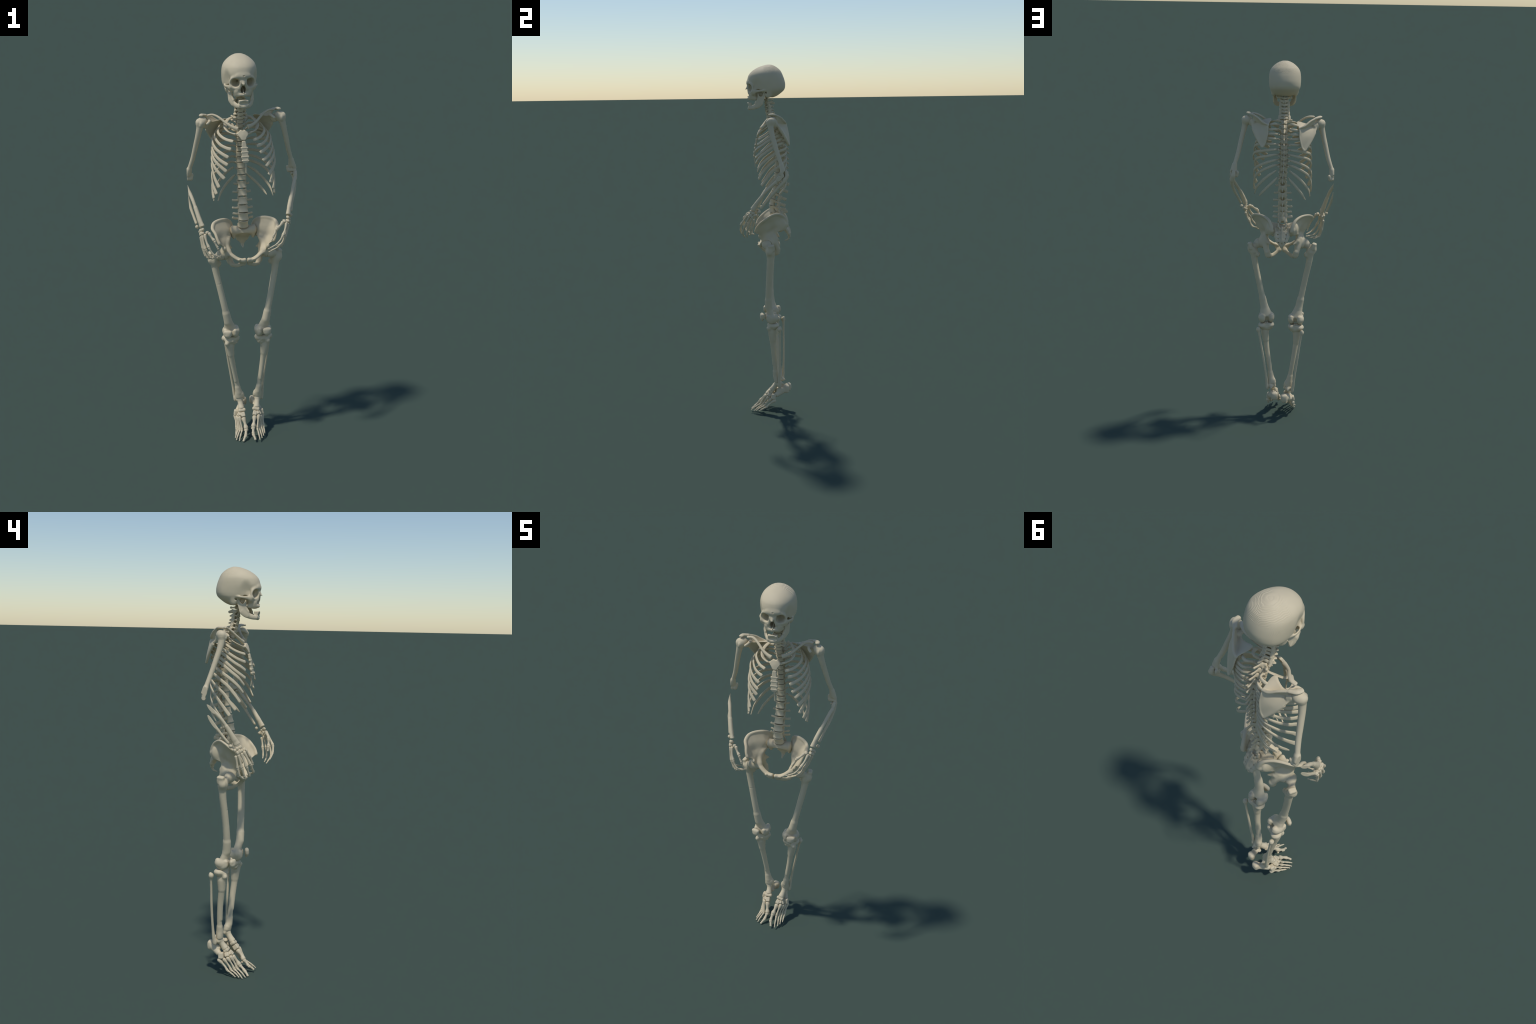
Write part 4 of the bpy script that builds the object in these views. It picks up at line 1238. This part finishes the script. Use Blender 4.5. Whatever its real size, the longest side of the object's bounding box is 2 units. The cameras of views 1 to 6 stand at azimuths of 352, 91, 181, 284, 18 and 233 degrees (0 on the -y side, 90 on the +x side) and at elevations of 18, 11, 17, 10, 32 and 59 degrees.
# left leg
LATL, LATR = unit(V(0.97, 0.20, -0.03)), unit(V(-0.965, 0.22, -0.02))
build("femur", femur(V(0.121, 0.006, 1.018), V(0.168, 0.028, 1.004), V(0.118, 0.040, 0.958),
                     [V(0.150, 0.025, 0.975), V(0.144, 0.022, 0.920), V(0.129, 0.0165, 0.840), V(0.112, 0.0128, 0.757), V(0.099, 0.0115, 0.695), V(0.091, 0.0120, 0.655)],
                     V(0.076, 0.028, 0.586), LATL))
build("patella", patella(V(0.0905, -0.0255, 0.598), LATL, unit(V(0.25, -0.95, 0.05))))
build("tibia", tibia(V(0.077, 0.036, 0.560), LATL, V(0.06, 0.0, 1.0), V(0.098, 0.009, 0.532),
                     [V(0.083, 0.033, 0.505), V(0.078, 0.033, 0.460), V(0.068, 0.040, 0.385), V(0.056, 0.045, 0.305), V(0.049, 0.047, 0.255), V(0.045, 0.050, 0.228)],
                     V(0.041, 0.057, 0.202), V(0.021, 0.067, 0.184)))
build("fibula", fibula([(0.119, 0.073, 0.534), (0.113, 0.075, 0.505), (0.105, 0.075, 0.455), (0.094, 0.074, 0.390), (0.081, 0.073, 0.310), (0.073, 0.070, 0.250), (0.067, 0.068, 0.196), (0.064, 0.069, 0.172)]))
# right leg; an old hairline step crosses its thigh bone
build("femur", femur(V(-0.128, 0.006, 1.020), V(-0.180, 0.033, 1.008), V(-0.131, 0.040, 0.962),
                     [V(-0.163, 0.033, 0.978), V(-0.156, 0.031, 0.920), V(-0.141, 0.0245, 0.840), V(-0.126, 0.0205, 0.759), V(-0.114, 0.0205, 0.695), V(-0.106, 0.0240, 0.650)],
                     V(-0.0905, 0.0425, 0.584), LATR, V(-0.145, 0.0260, 0.862)))
build("patella", patella(V(-0.113, -0.0095, 0.592), LATR, unit(V(-0.27, -0.95, 0.05))))
build("tibia", tibia(V(-0.092, 0.052, 0.557), LATR, V(-0.06, 0.0, 1.0), V(-0.115, 0.027, 0.524),
                     [V(-0.098, 0.050, 0.500), V(-0.095, 0.050, 0.455), V(-0.084, 0.0600, 0.375), V(-0.071, 0.066, 0.290), V(-0.064, 0.067, 0.245), V(-0.060, 0.0675, 0.220)],
                     V(-0.055, 0.069, 0.194), V(-0.033, 0.072, 0.176)))
build("fibula", fibula([(-0.125, 0.095, 0.528), (-0.120, 0.097, 0.500), (-0.113, 0.0975, 0.450), (-0.105, 0.0985, 0.385), (-0.095, 0.0975, 0.305), (-0.087, 0.0950, 0.240), (-0.081, 0.0915, 0.190), (-0.077, 0.088, 0.164)]))


# ------------------------------------------------------------------ feet
def foot(side, P):
    lat = V(side, 0, 0)
    heel, ank = V(*P["heel"]), V(*P["ankle"])
    nav, mc, cub = V(*P["nav"]), V(*P["mcun"]), V(*P["cuboid"])
    fw = unit(nav - (heel * 0.5 + ank * 0.5))
    axis = unit(cub - heel)
    # heel bone
    b = Bone(0.0013)
    b.tube([heel, heel * 0.62 + cub * 0.38, heel * 0.25 + cub * 0.75 + V(0, 0, -0.001)], [(0.020, 0.0165), (0.0175, 0.0150), (0.0145, 0.0135)], 0.006, ref=np.cross(lat, axis))
    b.slab(heel + V(0, 0.001, -0.004), (0.0180, 0.0135, 0.0230), 0.008, None, 0.011)
    st = (ank * 0.55 + heel * 0.25 + nav * 0.20) + V(0, 0, -0.032)
    b.tube([heel * 0.6 + cub * 0.4 + V(0, 0, 0.010), st + lat * 0.004], [0.013, 0.012], 0.008)
    b.tube([st, st - lat * 0.014 + V(0, -0.002, 0.002)], [(0.008, 0.011), (0.006, 0.009)], 0.008, ref=(0, 0, 1))
    build("calcaneus", b)
    # talus
    b = Bone(0.0012)
    dome = ank + V(0, 0.002, -0.012)
    b.ell(dome, (0.0200, 0.0195, 0.0160), 0.006)
    tb = unit(nav - dome)
    b.tube([dome, dome * 0.5 + nav * 0.5, nav - tb * 0.014], [0.016, 0.0138, 0.0165], 0.008)
    b.tube([dome + V(0, 0.008, -0.004), dome + V(0, 0.026, -0.006)], [0.010, 0.006], 0.006)
    b.ell(dome + lat * 0.012 + V(0, 0, -0.008), (0.009, 0.010, 0.007), 0.005)
    b.cut_ell(nav + tb * 0.0015, (0.0215, 0.0115, 0.0215), 0.002, np.stack([unit(np.cross(tb, V(0, 0, 1))), tb, unit(np.cross(np.cross(tb, V(0, 0, 1)), tb))]))
    build("talus", b)
    # navicular: a bent disc
    w = unit(lat - tb * (lat @ tb))
    u = np.cross(w, tb)
    R = np.stack([w, tb, u])
    b = Bone(0.0011)
    b.slab(nav - w * 0.001, (0.0190, 0.0090, 0.0140), 0.003, R, 0.007)
    b.ell(nav - w * 0.014 - u * side * 0.003, (0.0075, 0.0070, 0.0095), 0.005, R)
    b.cut_ell(nav - tb * 0.0205, (0.0175, 0.0150, 0.0165), 0.002, R)
    build("navicular", b)
    # wedges and cuboid
    m = {k: V(*P["mt"][k][0]) for k in range(1, 6)}
    h = {k: V(*P["mt"][k][1]) for k in range(1, 6)}
    for c, r, fwd in ((mc, (0.0118, 0.0135, 0.0150), m[1] - nav), (nav * 0.42 + m[2] * 0.58 + tb * 0.001, (0.0080, 0.0098, 0.0115), m[2] - nav),
                      (nav * 0.42 + m[3] * 0.58 + lat * 0.003, (0.0088, 0.0120, 0.0125), m[3] - nav)):
        t = unit(fwd)
        ww = unit(lat - t * (lat @ t))
        Rc = np.stack([ww, t, np.cross(ww, t)])
        b = Bone(0.0011)
        b.slab(c, np.array(r) * 0.95, 0.002, Rc, 0.0048)
        build("cuneiform", b)
    t = unit((m[4] + m[5]) / 2 - cub)
    ww = unit(lat - t * (lat @ t))
    Rc = np.stack([ww, t, np.cross(ww, t)])
    b = Bone(0.0011)
    b.slab(cub, (0.0140, 0.0165, 0.0130), 0.002, Rc, 0.007)
    build("cuboid", b)
    # metatarsals and toes
    for k in range(1, 6):
        big = {1: (0.0125, 0.0078, 0.0125), 2: (0.0092, 0.0048, 0.0070), 3: (0.0092, 0.0046, 0.0068), 4: (0.0092, 0.0046, 0.0068), 5: (0.0105, 0.0052, 0.0070)}[k]
        back = unit(V(0, -0.75, 0.65))
        mt = build("metatarsal", finger_bone(m[k], h[k], *big, 1.0, back))
        if k == 5:
            pass
        J = [V(*p) for p in P["toe"][k]]
        prev = h[k]
        sz = [(0.0108, 0.0070, 0.0088), (0.0090, 0.0058, 0.0062)] if k == 1 else [(0.0062, 0.0038, 0.0046), (0.0048, 0.0038, 0.0042), (0.0040, 0.0028, 0.0032)]
        for j, q in zip(J, sz):
            build("toe_phalanx", finger_bone(prev, j, *q, 0.9, V(0, 0, 1)), mt)
            prev = j
    # sesamoids under the big toe
    for d in (-1, 1):
        b = Bone(0.0010)
        b.ell(h[1] + V(d * 0.008, 0.008, -0.012), (0.0045, 0.006, 0.0045), 0.001)
        build("sesamoid_bone", b)


def toe(h, tip, bend=0.004):
    h, tip = V(*h), V(*tip)
    return [h * 0.48 + tip * 0.52 + V(0, 0, bend), h * 0.24 + tip * 0.76 + V(0, 0, bend * 0.8), tip]


MTR = {1: ((-0.045, 0.003, 0.092), (-0.036, -0.031, 0.046)), 2: ((-0.066, 0.008, 0.098), (-0.058, -0.025, 0.036)), 3: ((-0.073, 0.022, 0.092), (-0.068, -0.015, 0.033)),
       4: ((-0.078, 0.040, 0.086), (-0.075, 0.000, 0.030)), 5: ((-0.083, 0.064, 0.082), (-0.084, 0.016, 0.029))}
foot(-1, {"heel": (-0.032, 0.122, 0.138), "ankle": (-0.055, 0.071, 0.190), "nav": (-0.050, 0.034, 0.124), "mcun": (-0.046, 0.015, 0.106), "cuboid": (-0.077, 0.054, 0.102), "mt": MTR,
          "toe": {1: [(-0.043, -0.060, 0.022), (-0.060, -0.083, 0.002)], 2: toe(MTR[2][1], (-0.080, -0.075, 0.002)), 3: toe(MTR[3][1], (-0.094, -0.063, 0.001)),
                  4: toe(MTR[4][1], (-0.098, -0.047, 0.006)), 5: toe(MTR[5][1], (-0.093, -0.027, 0.004), 0.002)}})
MTL = {1: ((0.014, -0.008, 0.102), (0.001, -0.044, 0.061)), 2: ((0.036, -0.008, 0.108), (0.022, -0.043, 0.050)), 3: ((0.047, 0.004, 0.100), (0.034, -0.032, 0.047)),
       4: ((0.055, 0.020, 0.092), (0.047, -0.022, 0.045)), 5: ((0.062, 0.042, 0.086), (0.060, -0.010, 0.042))}
foot(1, {"heel": (0.022, 0.110, 0.146), "ankle": (0.042, 0.059, 0.199), "nav": (0.027, 0.019, 0.133), "mcun": (0.017, 0.004, 0.116), "cuboid": (0.055, 0.034, 0.107), "mt": MTL,
         "toe": {1: [(-0.004, -0.070, 0.033), (0.005, -0.097, 0.012)], 2: toe(MTL[2][1], (0.028, -0.100, 0.012)), 3: toe(MTL[3][1], (0.042, -0.083, 0.011)),
                 4: toe(MTL[4][1], (0.052, -0.070, 0.017)), 5: toe(MTL[5][1], (0.061, -0.051, 0.019), 0.002)}})

for o in bpy.data.objects:
    if "world" in o:
        del o["world"]
